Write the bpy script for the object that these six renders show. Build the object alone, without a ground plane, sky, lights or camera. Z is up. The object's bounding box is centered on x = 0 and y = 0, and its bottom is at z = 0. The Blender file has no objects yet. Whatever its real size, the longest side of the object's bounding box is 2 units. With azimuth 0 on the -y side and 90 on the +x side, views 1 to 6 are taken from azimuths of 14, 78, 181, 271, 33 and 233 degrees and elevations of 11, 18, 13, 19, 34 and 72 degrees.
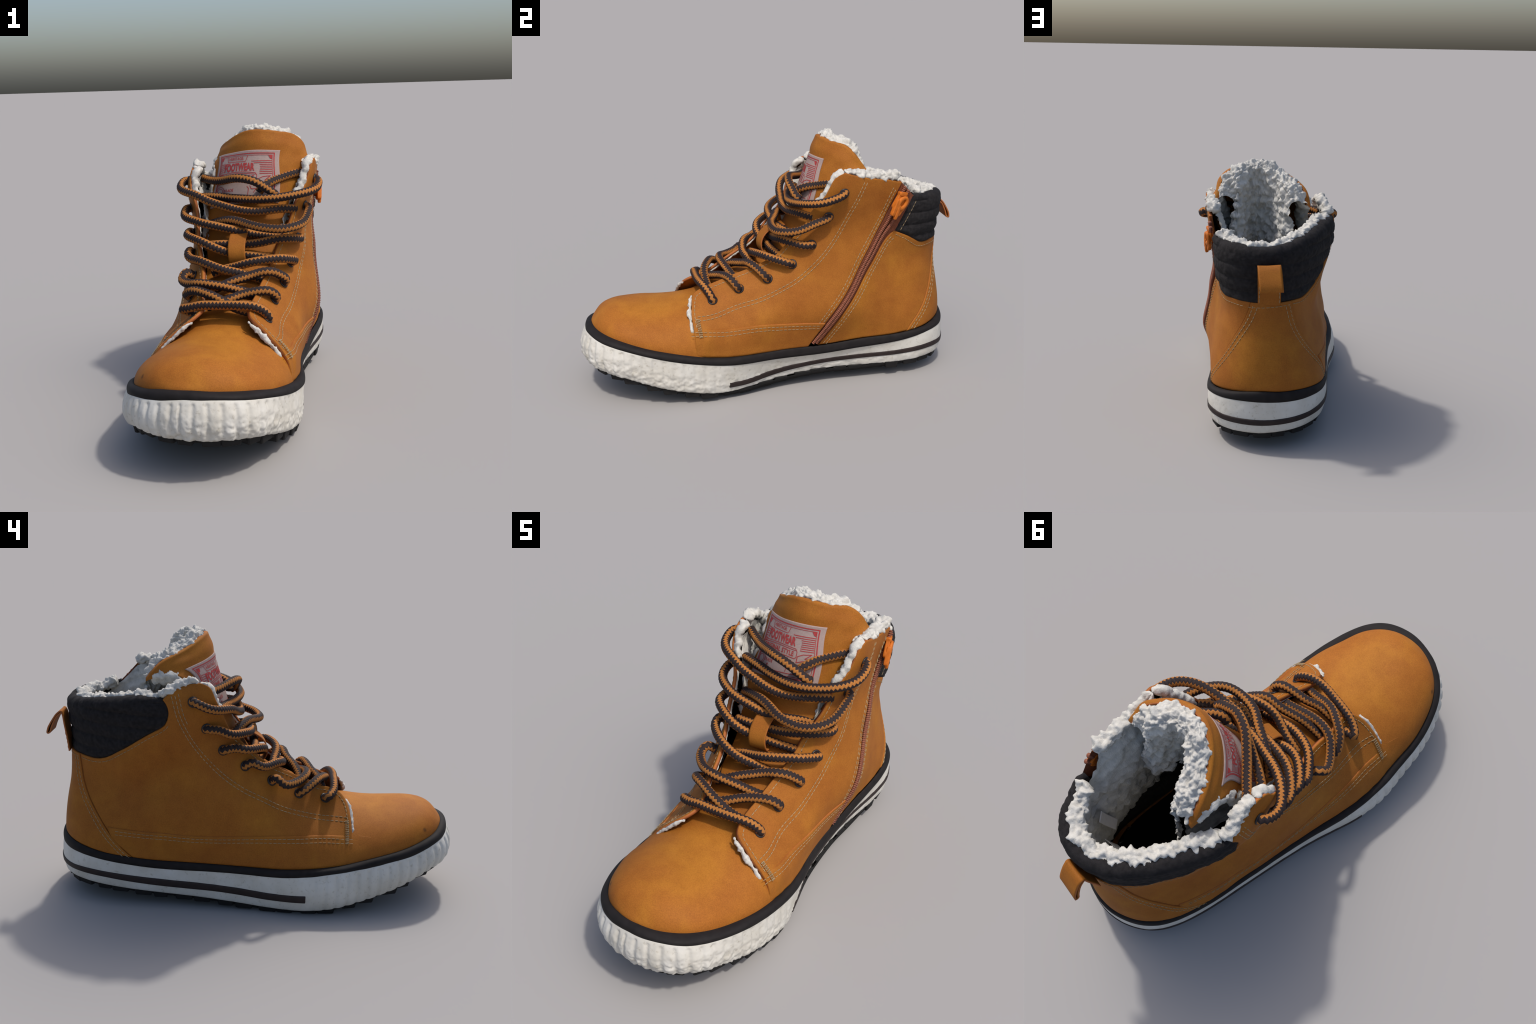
"""A lined lace-up boot: vulcanised sole, tan leather upper with side zip, padded
dark collar, fleece lining, padded tongue with a woven label, two-tone round laces."""
import bpy, math, random
import numpy as np
from mathutils import Vector, Matrix, noise

random.seed(7)
rng = np.random.default_rng(7)
V3 = np.array

# ------------------------------------------------------------------ small maths
def spline_operator(x):
    """matrix turning samples at x into natural-spline second derivatives"""
    n = len(x); h = np.diff(x)
    A = np.eye(n); B = np.zeros((n, n))
    for i in range(1, n - 1):
        A[i, i - 1], A[i, i], A[i, i + 1] = h[i - 1] / 6, (h[i - 1] + h[i]) / 3, h[i] / 6
        B[i, i - 1] += 1 / h[i - 1]; B[i, i] -= 1 / h[i - 1] + 1 / h[i]; B[i, i + 1] += 1 / h[i]
    return np.linalg.solve(A, B)

def spline_weights(x, op, q):
    """dense weights w (len(q), len(x)) so that the spline value is w @ y"""
    q = np.clip(q, x[0], x[-1]); k = np.clip(np.searchsorted(x, q) - 1, 0, len(x) - 2)
    h = x[k + 1] - x[k]; a = (x[k + 1] - q) / h; b = 1 - a
    W = np.zeros((len(q), len(x))); r = np.arange(len(q))
    W[r, k] += a; W[r, k + 1] += b
    W += ((a ** 3 - a) * h * h / 6)[:, None] * op[k] + ((b ** 3 - b) * h * h / 6)[:, None] * op[k + 1]
    return W

def chord(P):
    return np.r_[0, np.cumsum(np.linalg.norm(np.diff(P, axis=0), axis=1))]

class Curve:
    """smooth curve through points, by arc length 0..1"""
    def __init__(self, pts, closed=False, smooth=True):
        P = np.array(pts, float)
        if closed:
            m = min(6, len(P) - 1); P = np.vstack([P[-m:], P, P[:m + 1]])
        t = chord(P)
        if smooth and len(P) > 2:
            q = np.linspace(t[0], t[-1], 40 * len(P)); D = spline_weights(t, spline_operator(t), q) @ P
        else:
            q = np.linspace(t[0], t[-1], 40 * len(P)); D = np.stack([np.interp(q, t, P[:, i]) for i in range(P.shape[1])], 1)
        if closed:
            a, b = t[m], t[len(P) - m - 1]; keep = (q >= a - 1e-9) & (q <= b + 1e-9); D = D[keep]
            D = np.vstack([D, D[:1]])
        self.D = D; self.c = chord(D); self.length = self.c[-1]
    def __call__(self, t):
        q = np.atleast_1d(np.asarray(t, float)) * self.length
        return np.stack([np.interp(q, self.c, self.D[:, i]) for i in range(self.D.shape[1])], 1)

def smooth01(t):
    t = np.clip(t, 0, 1); return t * t * (3 - 2 * t)

def unit(v):
    return v / np.maximum(np.linalg.norm(v, axis=-1, keepdims=True), 1e-9)

def fbm(P, scale, octaves=3, seed=0.0):
    out = np.empty(len(P)); off = Vector((seed * 3.1, seed * 1.7, seed * 2.3))
    for i, p in enumerate(P):
        out[i] = noise.fractal(Vector(p) * scale + off, 0.9, 2.1, octaves)
    return out

def clumps(P, scale, seed=0.0):
    """0..1, high in the middle of each tuft"""
    out = np.empty(len(P)); off = Vector((seed * 3.1, seed * 1.7, seed * 2.3))
    for i, p in enumerate(P):
        d = noise.voronoi(Vector(p) * scale + off)[0]; out[i] = 1.0 - min(1.0, d[0] * 1.15)
    return out

# ------------------------------------------------------------------ materials
def material(name, rough=0.6, spec=0.3):
    m = bpy.data.materials.new(name); m.use_nodes = True
    nt = m.node_tree; b = nt.nodes["Principled BSDF"]
    b.inputs["Roughness"].default_value = rough; b.inputs["Specular IOR Level"].default_value = spec
    return m, nt, b

def node(nt, kind, **kw):
    n = nt.nodes.new(kind)
    for k, v in kw.items():
        if k in n.inputs: n.inputs[k].default_value = v
        else: setattr(n, k, v)
    return n

def noise_tex(nt, scale, detail=3, rough=0.55, dist=0.0):
    if "Texture Coordinate" not in nt.nodes: nt.nodes.new("ShaderNodeTexCoord")
    t = node(nt, "ShaderNodeTexNoise", Scale=scale, Detail=detail, Roughness=rough, Distortion=dist)
    nt.links.new(nt.nodes["Texture Coordinate"].outputs["Object"], t.inputs["Vector"]); return t

def ramp(nt, src, *stops):
    r = nt.nodes.new("ShaderNodeValToRGB"); e = r.color_ramp.elements
    e[0].position, e[0].color = stops[0][0], (*stops[0][1], 1)
    e[1].position, e[1].color = stops[-1][0], (*stops[-1][1], 1)
    for p, c in stops[1:-1]:
        x = e.new(p); x.color = (*c, 1)
    nt.links.new(src, r.inputs["Fac"]); return r

def mix(nt, fac, a, b, blend="MIX"):
    m = nt.nodes.new("ShaderNodeMix"); m.data_type = "RGBA"; m.blend_type = blend
    for sock, val in ((m.inputs[0], fac), (m.inputs[6], a), (m.inputs[7], b)):
        if hasattr(val, "is_linked"): nt.links.new(val, sock)
        elif isinstance(val, (int, float)): sock.default_value = val
        else: sock.default_value = (*val, 1)
    return m.outputs[2]

def bump(nt, b, height, strength, dist):
    n = node(nt, "ShaderNodeBump", Strength=strength, Distance=dist)
    nt.links.new(height, n.inputs["Height"]); nt.links.new(n.outputs["Normal"], b.inputs["Normal"])

def leather(name, lift=1.0):
    m, nt, b = material(name, 0.68, 0.14)
    big = noise_tex(nt, 3.2, 3, 0.55, 0.4)
    base = ramp(nt, big.outputs["Fac"], (0.34, (0.272 * lift, 0.091 * lift, 0.0135 * lift)),
                (0.52, (0.298 * lift, 0.106 * lift, 0.0150 * lift)), (0.68, (0.335 * lift, 0.129 * lift, 0.0158 * lift)))
    mid = noise_tex(nt, 17, 3, 0.6); fine = noise_tex(nt, 210, 2, 0.6)
    mott = ramp(nt, mid.outputs["Fac"], (0.3, (0.90, 0.86, 0.84)), (0.7, (1.06, 1.07, 1.08)))
    c = mix(nt, 0.8, base.outputs["Color"], mott.outputs["Color"], "MULTIPLY")
    grain = ramp(nt, fine.outputs["Fac"], (0.3, (0.84, 0.83, 0.82)), (0.7, (1.10, 1.10, 1.10)))
    c = mix(nt, 1.0, c, grain.outputs["Color"], "MULTIPLY")
    nt.links.new(c, b.inputs["Base Color"]); bump(nt, b, fine.outputs["Fac"], 0.18, 0.002)
    return m

def plain(name, col, rough=0.6, spec=0.3, var=0.12, scale=40, bmp=0.0, bscale=120):
    m, nt, b = material(name, rough, spec)
    t = noise_tex(nt, scale, 3)
    lo = tuple(x * (1 - var) for x in col); hi = tuple(min(1, x * (1 + var)) for x in col)
    nt.links.new(ramp(nt, t.outputs["Fac"], (0.3, lo), (0.7, hi)).outputs["Color"], b.inputs["Base Color"])
    if bmp:
        bump(nt, b, noise_tex(nt, bscale, 3).outputs["Fac"], bmp, 0.004)
    return m

def scuffed(name, spot, radius):
    """the same leather with one small dark scuff"""
    m = leather(name, 1.06); nt = m.node_tree; b = nt.nodes["Principled BSDF"]; src = b.inputs["Base Color"].links[0].from_socket
    d = nt.nodes.new("ShaderNodeVectorMath"); d.operation = "DISTANCE"; d.inputs[1].default_value = spot
    nt.links.new(nt.nodes["Texture Coordinate"].outputs["Object"], d.inputs[0])
    r = ramp(nt, d.outputs["Value"], (0.0, (0.75, 0.75, 0.75)), (radius * 0.6, (0.55, 0.55, 0.55)), (radius, (0, 0, 0)))
    nt.links.new(mix(nt, r.outputs["Color"], src, (0.05, 0.022, 0.008)), b.inputs["Base Color"]); return m
LEATHER = leather("tan_nubuck")
EDGE = plain("raw_leather_edge", (0.36, 0.115, 0.035), 0.7, 0.2)
BLACK_FABRIC = plain("dark_collar_fabric", (0.0165, 0.0150, 0.0155), 0.9, 0.15, 0.35, 60, 0.5, 260)
RUBBER = plain("dark_rubber_band", (0.0145, 0.0125, 0.0125), 0.7, 0.14, 0.18, 25, 0.08, 200)
STRIPE = plain("dark_brown_rubber", (0.024, 0.016, 0.0145), 0.6, 0.25, 0.2, 30)
TREAD = plain("black_tread_rubber", (0.013, 0.0125, 0.0125), 0.75, 0.2, 0.2, 30)
FLEECE = plain("cream_fleece", (0.50, 0.485, 0.445), 0.95, 0.08, 0.16, 38, 0.55, 190)
SHADE_GREY = plain("lining_shade_grey", (0.055, 0.05, 0.045), 0.95, 0.05, 0.3, 30, 0.5, 90)  # dark grey paints the shade of the shaft into the lower lining
SHADE_BLACK = plain("interior_shade_black", (0.010, 0.009, 0.008), 0.95, 0.05, 0.2, 30)  # near-black puts the deep interior's shade into the colour
LACE_DARK = plain("lace_dark_yarn", (0.024, 0.0165, 0.0165), 0.75, 0.2, 0.3, 160, 0.3, 420)
LACE_TAN = plain("lace_tan_yarn", (0.345, 0.135, 0.030), 0.75, 0.2, 0.18, 160, 0.3, 420)
EYELET = plain("black_enamel", (0.014, 0.011, 0.012), 0.45, 0.4, 0.2, 60)
THREAD = plain("cream_thread", (0.30, 0.225, 0.125), 0.7, 0.2, 0.22, 70)
ZIP_TAPE = plain("rust_zip_tape", (0.165, 0.053, 0.027), 0.85, 0.15, 0.2, 90, 0.4, 300)
ZIP_COIL = plain("rust_zip_coil", (0.20, 0.066, 0.035), 0.6, 0.3, 0.2, 120)
ORANGE = plain("orange_plastic", (0.47, 0.125, 0.013), 0.6, 0.2, 0.15, 50, 0.15, 90)
LABEL = plain("woven_label_cloth", (0.35, 0.262, 0.238), 0.85, 0.15, 0.06, 120, 0.35, 500)
RED = plain("label_red_thread", (0.345, 0.045, 0.045), 0.8, 0.15, 0.15, 160)
TAG = plain("white_size_tag", (0.50, 0.48, 0.46), 0.85, 0.1, 0.05, 60)

def sole_white():
    m, nt, b = material("white_sole_rubber", 0.55, 0.3)
    t = noise_tex(nt, 9, 4); f = noise_tex(nt, 60, 4, 0.65)
    c = ramp(nt, t.outputs["Fac"], (0.3, (0.50, 0.475, 0.415)), (0.7, (0.585, 0.57, 0.525)))
    d = ramp(nt, f.outputs["Fac"], (0.28, (0.74, 0.71, 0.66)), (0.42, (1.0, 1.0, 1.0)), (0.8, (1.04, 1.04, 1.04)))
    nt.links.new(mix(nt, 1.0, c.outputs["Color"], d.outputs["Color"], "MULTIPLY"), b.inputs["Base Color"])
    bump(nt, b, f.outputs["Fac"], 0.22, 0.004)
    return m
WHITE = sole_white()

# ------------------------------------------------------------------ mesh building
ROOT = bpy.data.objects.new("winter_boot", None)
bpy.context.scene.collection.objects.link(ROOT)
ROOT["label"] = "tan lace-up winter boot with fleece lining and side zip"
ROOT["category"] = "boot"

def make(name, verts, faces, mats, parent=None, mat_index=None, smooth=True, kind=None):
    me = bpy.data.meshes.new(name)
    me.from_pydata([tuple(map(float, v)) for v in verts], [], faces)
    for m in (mats if isinstance(mats, (list, tuple)) else [mats]): me.materials.append(m)
    if mat_index is not None: me.polygons.foreach_set("material_index", np.asarray(mat_index, np.int32))
    me.polygons.foreach_set("use_smooth", [smooth] * len(me.polygons))
    me.update()
    o = bpy.data.objects.new(name, me); bpy.context.scene.collection.objects.link(o)
    o.parent = parent or ROOT
    if kind: o["kind"] = kind
    return o

def grid_faces(nu, nv, wrap_u=False, wrap_v=False, base=0, flip=False):
    f = []
    for i in range(nu if wrap_u else nu - 1):
        for j in range(nv if wrap_v else nv - 1):
            a, b = base + i * nv + j, base + ((i + 1) % nu) * nv + j
            c, d = base + ((i + 1) % nu) * nv + (j + 1) % nv, base + i * nv + (j + 1) % nv
            f.append((a, d, c, b) if flip else (a, b, c, d))
    return f

def sheet(name, P, mats, parent=None, wrap_u=False, wrap_v=False, flip=False, kind=None):
    nu, nv = P.shape[:2]
    return make(name, P.reshape(-1, 3), grid_faces(nu, nv, wrap_u, wrap_v, flip=flip), mats, parent, kind=kind)

def shell(name, P, N, th, mats, parent=None, flip=False):
    """closed panel with thickness; P (nu,nv,3) outer face, N outward normals"""
    nu, nv = P.shape[:2]; n = nu * nv
    inner = P - N * th
    verts = np.vstack([P.reshape(-1, 3), inner.reshape(-1, 3)])
    f = grid_faces(nu, nv, flip=flip); mi = [0] * len(f)
    f2 = grid_faces(nu, nv, base=n, flip=not flip); f += f2; mi += [0] * len(f2)
    idx = np.arange(n).reshape(nu, nv)
    ring = list(idx[:, 0]) + list(idx[-1, 1:]) + list(idx[-2::-1, -1]) + list(idx[0, -2:0:-1])
    for a, b in zip(ring, ring[1:] + ring[:1]):
        f.append((b, a, a + n, b + n) if not flip else (a, b, b + n, a + n)); mi.append(len(mats) - 1 if isinstance(mats, list) else 0)
    o = make(name, verts, f, mats, parent, mi)
    return o

def normals_of(P):
    du = np.gradient(P, axis=0); dv = np.gradient(P, axis=1)
    return unit(np.cross(du, dv))

def tube(path, radius, n=12, up=None):
    """ring vertices (len(path), n, 3) with a stable frame"""
    P = np.asarray(path, float); T = unit(np.gradient(P, axis=0))
    r = np.broadcast_to(np.asarray(radius, float), (len(P),))
    up = V3([0.0, 0.3, 1.0]) if up is None else up
    a = unit(np.cross(T[0], up)); A = [a]
    for t in T[1:]:
        a = A[-1] - t * (A[-1] @ t); A.append(a / np.linalg.norm(a))
    A = np.array(A); B = np.cross(T, A)
    th = np.linspace(0, 2 * np.pi, n, endpoint=False)
    R = np.cos(th)[None, :, None] * A[:, None] + np.sin(th)[None, :, None] * B[:, None]
    return P[:, None] + R * r[:, None, None], R

def cap_tube(P):
    """faces of a tube grid with its two ends closed"""
    nu, nv = P.shape[:2]; f = grid_faces(nu, nv, False, True)
    f.append(tuple(range(nv))); f.append(tuple(reversed(range((nu - 1) * nv, nu * nv))))
    return f

# ------------------------------------------------------------------ the last: stadium-shaped cross-sections
# The upper is measured from a spine (0, -0.5..0.45); s runs round it: medial side
# negative, heel 0, lateral side positive.  Each cross-section lists radii at STATIONS.
CAP_R, SPINE_END = 0.30, 0.45
HALF = CAP_R * math.pi / 2
SIDE_Y = [-0.5, -0.38, -0.26, -0.14, 0.0, 0.15, 0.3, 0.45]
HEEL_DEG = [60, 36, 15, -15, -36, -60]
STATIONS = V3([-(HALF + SPINE_END - y) for y in SIDE_Y] + [-CAP_R * math.radians(t) for t in HEEL_DEG]
              + [HALF + SPINE_END - y for y in SIDE_Y[::-1]])
SECTIONS = [
(0.20, [0.358, 0.348, 0.341, 0.318, 0.290, 0.276, 0.269, 0.271, 0.315, 0.399, 0.458, 0.463, 0.416, 0.345, 0.305, 0.307, 0.314, 0.324, 0.337, 0.346, 0.348, 0.342]),
(0.27, [0.348, 0.346, 0.338, 0.319, 0.302, 0.293, 0.288, 0.280, 0.316, 0.405, 0.470, 0.473, 0.417, 0.336, 0.300, 0.306, 0.310, 0.315, 0.323, 0.327, 0.319, 0.305]),
(0.34, [0.325, 0.343, 0.328, 0.325, 0.314, 0.311, 0.313, 0.294, 0.319, 0.401, 0.471, 0.470, 0.407, 0.328, 0.301, 0.307, 0.308, 0.308, 0.305, 0.297, 0.278, 0.258]),
(0.41, [0.287, 0.301, 0.292, 0.312, 0.313, 0.320, 0.331, 0.302, 0.313, 0.386, 0.462, 0.458, 0.383, 0.317, 0.299, 0.305, 0.307, 0.296, 0.274, 0.244, 0.207, 0.212]),
(0.48, [0.227, 0.232, 0.249, 0.276, 0.296, 0.313, 0.328, 0.300, 0.303, 0.369, 0.449, 0.443, 0.359, 0.297, 0.289, 0.296, 0.303, 0.282, 0.239, 0.186, 0.124, 0.145]),
(0.55, [0.156, 0.146, 0.198, 0.238, 0.272, 0.295, 0.316, 0.293, 0.292, 0.357, 0.436, 0.428, 0.338, 0.278, 0.268, 0.284, 0.290, 0.261, 0.197, 0.133, 0.054, 0.066]),
(0.62, [0.096, 0.088, 0.128, 0.175, 0.238, 0.279, 0.302, 0.287, 0.282, 0.342, 0.428, 0.418, 0.325, 0.274, 0.254, 0.275, 0.275, 0.231, 0.148, 0.075, 0.009, 0.010]),
(0.70, [0.047, 0.043, 0.071, 0.114, 0.184, 0.268, 0.286, 0.283, 0.278, 0.351, 0.434, 0.412, 0.331, 0.292, 0.261, 0.275, 0.261, 0.201, 0.105, 0.032, -0.022, -0.031]),
(0.80, [0.008, 0.010, 0.035, 0.079, 0.160, 0.254, 0.275, 0.273, 0.287, 0.380, 0.447, 0.411, 0.346, 0.305, 0.294, 0.294, 0.250, 0.182, 0.083, 0.009, -0.042, -0.062]),
(0.90, [-0.014, -0.004, 0.025, 0.076, 0.160, 0.253, 0.287, 0.279, 0.298, 0.395, 0.461, 0.424, 0.360, 0.316, 0.321, 0.316, 0.249, 0.166, 0.074, 0.001, -0.051, -0.078]),
(1.00, [-0.024, -0.006, 0.029, 0.085, 0.171, 0.266, 0.313, 0.296, 0.314, 0.400, 0.456, 0.428, 0.373, 0.329, 0.331, 0.325, 0.260, 0.163, 0.071, -0.000, -0.054, -0.087]),
(1.06, [-0.026, -0.004, 0.035, 0.092, 0.177, 0.269, 0.322, 0.303, 0.325, 0.394, 0.440, 0.420, 0.374, 0.332, 0.323, 0.306, 0.254, 0.160, 0.069, -0.001, -0.055, -0.091]),
(1.13, [-0.027, -0.001, 0.041, 0.099, 0.181, 0.268, 0.323, 0.307, 0.333, 0.385, 0.419, 0.405, 0.368, 0.328, 0.292, 0.270, 0.236, 0.151, 0.065, -0.002, -0.056, -0.094]),
]
LEVELS = V3([z for z, _ in SECTIONS]); RADII = V3([r for _, r in SECTIONS])
OP_S, OP_Z = spline_operator(STATIONS), spline_operator(LEVELS)

def last_xyz(S, Z):
    """point of the upper's outer surface at (s, z)"""
    sh = np.shape(S); s, z = np.ravel(S).astype(float), np.ravel(Z).astype(float)
    ws, wz = spline_weights(STATIONS, OP_S, s), spline_weights(LEVELS, OP_Z, z)
    rho = np.einsum("ni,ij,nj->n", wz, RADII, ws)
    th = np.clip(-s / CAP_R, -math.pi / 2, math.pi / 2)
    extra = np.maximum(np.abs(s) - HALF, 0)
    x = rho * np.sin(th); y = SPINE_END + rho * np.cos(th) - extra
    return np.stack([x, y, z], 1).reshape(*sh, 3)

def last(S, Z):
    S, Z = np.asarray(S, float), np.asarray(Z, float); e = 0.004
    P = last_xyz(S, Z)
    N = unit(np.cross(last_xyz(S + e, Z) - last_xyz(S - e, Z), last_xyz(S, Z + e) - last_xyz(S, Z - e)))
    C = P - np.stack([np.zeros_like(S), np.clip(P[..., 1], -0.5, SPINE_END), P[..., 2]], -1)
    N = np.where((np.sum(N * C, -1) < 0)[..., None], -N, N)
    return P, N

def med(*yz):  return [(-(HALF + SPINE_END - y), z) for y, z in yz]
def lat(*yz):  return [(HALF + SPINE_END - y, z) for y, z in yz]
def heel(*xyz):
    return [((-CAP_R * math.atan2(x, y - SPINE_END)) if y > SPINE_END else math.copysign(HALF + SPINE_END - y, -x), z) for x, y, z in xyz]

rim_inner = [(0.01, -0.937, 0.370), (0.07, -0.937, 0.372), (0.125, -0.926, 0.367), (0.185, -0.898, 0.360), (0.249, -0.842, 0.347), (0.288, -0.78, 0.332), (0.317, -0.685, 0.304),
    (0.34, -0.588, 0.284), (0.349, -0.49, 0.263), (0.347, -0.386, 0.242), (0.342, -0.285, 0.231), (0.327, -0.179, 0.225), (0.303, -0.068, 0.222), (0.288, 0.042, 0.223), (0.280, 0.16, 0.221),
    (0.276, 0.271, 0.223), (0.274, 0.381, 0.233), (0.276, 0.491, 0.241), (0.273, 0.605, 0.244), (0.264, 0.70, 0.253), (0.238, 0.79, 0.262), (0.18, 0.87, 0.275), (0.10, 0.92, 0.288), (0.0, 0.940, 0.297),
    (-0.067, 0.930, 0.292), (-0.156, 0.888, 0.288), (-0.237, 0.801, 0.278), (-0.281, 0.671, 0.261), (-0.295, 0.57, 0.253), (-0.30, 0.426, 0.241), (-0.308, 0.278, 0.238), (-0.312, 0.132, 0.233),
    (-0.321, -0.014, 0.228), (-0.332, -0.142, 0.226), (-0.337, -0.238, 0.231), (-0.335, -0.333, 0.240), (-0.322, -0.43, 0.251), (-0.304, -0.526, 0.270), (-0.286, -0.625, 0.292), (-0.250, -0.724, 0.310),
    (-0.19, -0.826, 0.336), (-0.124, -0.888, 0.351), (-0.05, -0.923, 0.366)]
_ws = V3([p[0] for p in heel(*rim_inner[3:-3])]); _wz = V3([p[2] for p in rim_inner[3:-3]]); _o = np.argsort(_ws)
def tuck(S, Z):
    """how far the leather's foot turns in under the foxing band"""
    return 1.1 * np.maximum(np.interp(S, _ws[_o], _wz[_o]) + 0.004 - Z, 0.0)

def coons(left, right, bottom, top, a, b):
    """grid in the (s, z) domain between four edge curves; a along bottom/top, b up"""
    A, Bv = a[:, None, None], b[None, :, None]
    L, R, B, T = left(b)[None], right(b)[None], bottom(a)[:, None], top(a)[:, None]
    c00, c10, c01, c11 = bottom(0)[0], bottom(1)[0], top(0)[0], top(1)[0]
    return (1 - A) * L + A * R + (1 - Bv) * B + Bv * T - ((1 - A) * (1 - Bv) * c00 + A * (1 - Bv) * c10 + (1 - A) * Bv * c01 + A * Bv * c11)

def ends(n, e=0.006):
    return np.r_[0, e * 0.35, e, np.linspace(e * 2, 1 - e * 2, n), 1 - e, 1 - e * 0.35, 1]

def panel(name, left, right, bottom, top, nu, nv, offset=0.0, th=0.012, mats=None, parent=None, relief=None, wrinkle=0.0):
    a, b = ends(nu), ends(nv)
    G = coons(left, right, bottom, top, a, b)
    P, N = last(G[..., 0], G[..., 1])
    edge = np.minimum.outer(np.minimum(np.arange(len(a)), np.arange(len(a))[::-1]), np.full(len(b), 9))
    edge = np.minimum(edge, np.minimum(np.arange(len(b)), np.arange(len(b))[::-1])[None])
    off = offset - np.choose(np.clip(edge, 0, 2), [0.45, 0.12, 0.0]) * min(th, 0.01)
    if relief is not None: off = off + relief(a[:, None], b[None, :], G)
    if wrinkle:
        off = off + wrinkle * fbm(P.reshape(-1, 3), 7.0, 2, 3.0).reshape(off.shape)
    P = P + N * (off - tuck(G[..., 0], G[..., 1]))[..., None]
    return shell(name, P, N, th, mats or [LEATHER, EDGE], parent)

# outlines of the panels, as (y, z) on a side or (x, y, z) round the heel
front_edge_med = Curve(med((-0.443, 0.215), (-0.446, 0.33), (-0.449, 0.39), (-0.452, 0.433), (-0.446, 0.478), (-0.43, 0.519), (-0.394, 0.537),
    (-0.341, 0.557), (-0.215, 0.605), (-0.142, 0.63), (-0.072, 0.66), (0.0, 0.702), (0.053, 0.765), (0.124, 0.853), (0.166, 0.942), (0.219, 1.019), (0.242, 1.07), (0.266, 1.108), (0.312, 1.13)))
front_edge_lat = Curve(lat((-0.474, 0.215), (-0.475, 0.30), (-0.475, 0.365), (-0.468, 0.442), (-0.451, 0.496), (-0.418, 0.529), (-0.331, 0.559), (-0.224, 0.613),
    (-0.125, 0.663), (-0.049, 0.712), (0.013, 0.771), (0.061, 0.819), (0.114, 0.881), (0.142, 0.953), (0.180, 1.04), (0.20, 1.08), (0.246, 1.103)))
zip_front = Curve(med((0.13, 0.215), (0.19, 0.30), (0.257, 0.408), (0.322, 0.497), (0.385, 0.60), (0.437, 0.697), (0.481, 0.769), (0.549, 0.883), (0.585, 0.97), (0.612, 1.06)))
zip_rear_low = Curve(med((0.196, 0.215), (0.252, 0.30), (0.319, 0.408), (0.384, 0.497), (0.445, 0.60)) + heel((0.285, 0.508, 0.69), (0.262, 0.565, 0.765), (0.25, 0.60, 0.80)))
zip_rear_high = Curve(heel((0.247, 0.605, 0.80), (0.25, 0.64, 0.88), (0.26, 0.69, 0.985)))
heel_seam_med = Curve(heel((0.272, 0.67, 0.215), (0.262, 0.71, 0.29), (0.248, 0.735, 0.325), (0.223, 0.784, 0.382), (0.178, 0.826, 0.46), (0.127, 0.859, 0.556), (0.08, 0.879, 0.65), (0.062, 0.884, 0.714)))
heel_seam_lat = Curve(heel((-0.30, 0.50, 0.215), (-0.302, 0.58, 0.258), (-0.276, 0.669, 0.347), (-0.239, 0.722, 0.414), (-0.192, 0.777, 0.493), (-0.142, 0.817, 0.60), (-0.127, 0.831, 0.672), (-0.12, 0.838, 0.708)))
collar_foot = Curve(heel((0.247, 0.605, 0.80), (0.235, 0.692, 0.757), (0.215, 0.746, 0.722), (0.203, 0.780, 0.709), (0.168, 0.825, 0.709), (0.10, 0.872, 0.706), (0.0, 0.887, 0.704), (-0.075, 0.87, 0.706),
    (-0.128, 0.83, 0.706), (-0.179, 0.752, 0.702), (-0.212, 0.697, 0.718), (-0.243, 0.638, 0.754), (-0.28, 0.559, 0.808), (-0.319, 0.459, 0.876)) + lat((0.402, 0.918), (0.39, 0.94)))
collar_front_lat = Curve(lat((0.39, 0.94), (0.384, 0.97), (0.392, 1.01), (0.41, 1.036)))
collar_crest = Curve(heel((0.26, 0.69, 0.985), (0.225, 0.80, 0.957), (0.16, 0.865, 0.948), (0.064, 0.90, 0.938), (-0.025, 0.895, 0.936), (-0.12, 0.855, 0.944), (-0.185, 0.80, 0.958), (-0.275, 0.655, 0.985), (-0.325, 0.51, 1.015)) + lat((0.41, 1.036)))

def sub(curve, t0, t1):
    return lambda t: curve(t0 + (t1 - t0) * np.atleast_1d(np.asarray(t, float)))
def line(p, q):
    p, q = V3(p, float), V3(q, float)
    return lambda t: p + (q - p) * np.atleast_1d(np.asarray(t, float))[:, None]
def locate(curve, p):
    d = np.linalg.norm(curve.D - V3(p)[None], axis=1); return curve.c[np.argmin(d)] / curve.length

UPPER = bpy.data.objects.new("upper", None); bpy.context.scene.collection.objects.link(UPPER); UPPER.parent = ROOT
SOLE = bpy.data.objects.new("sole", None); bpy.context.scene.collection.objects.link(SOLE); SOLE.parent = ROOT

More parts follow.
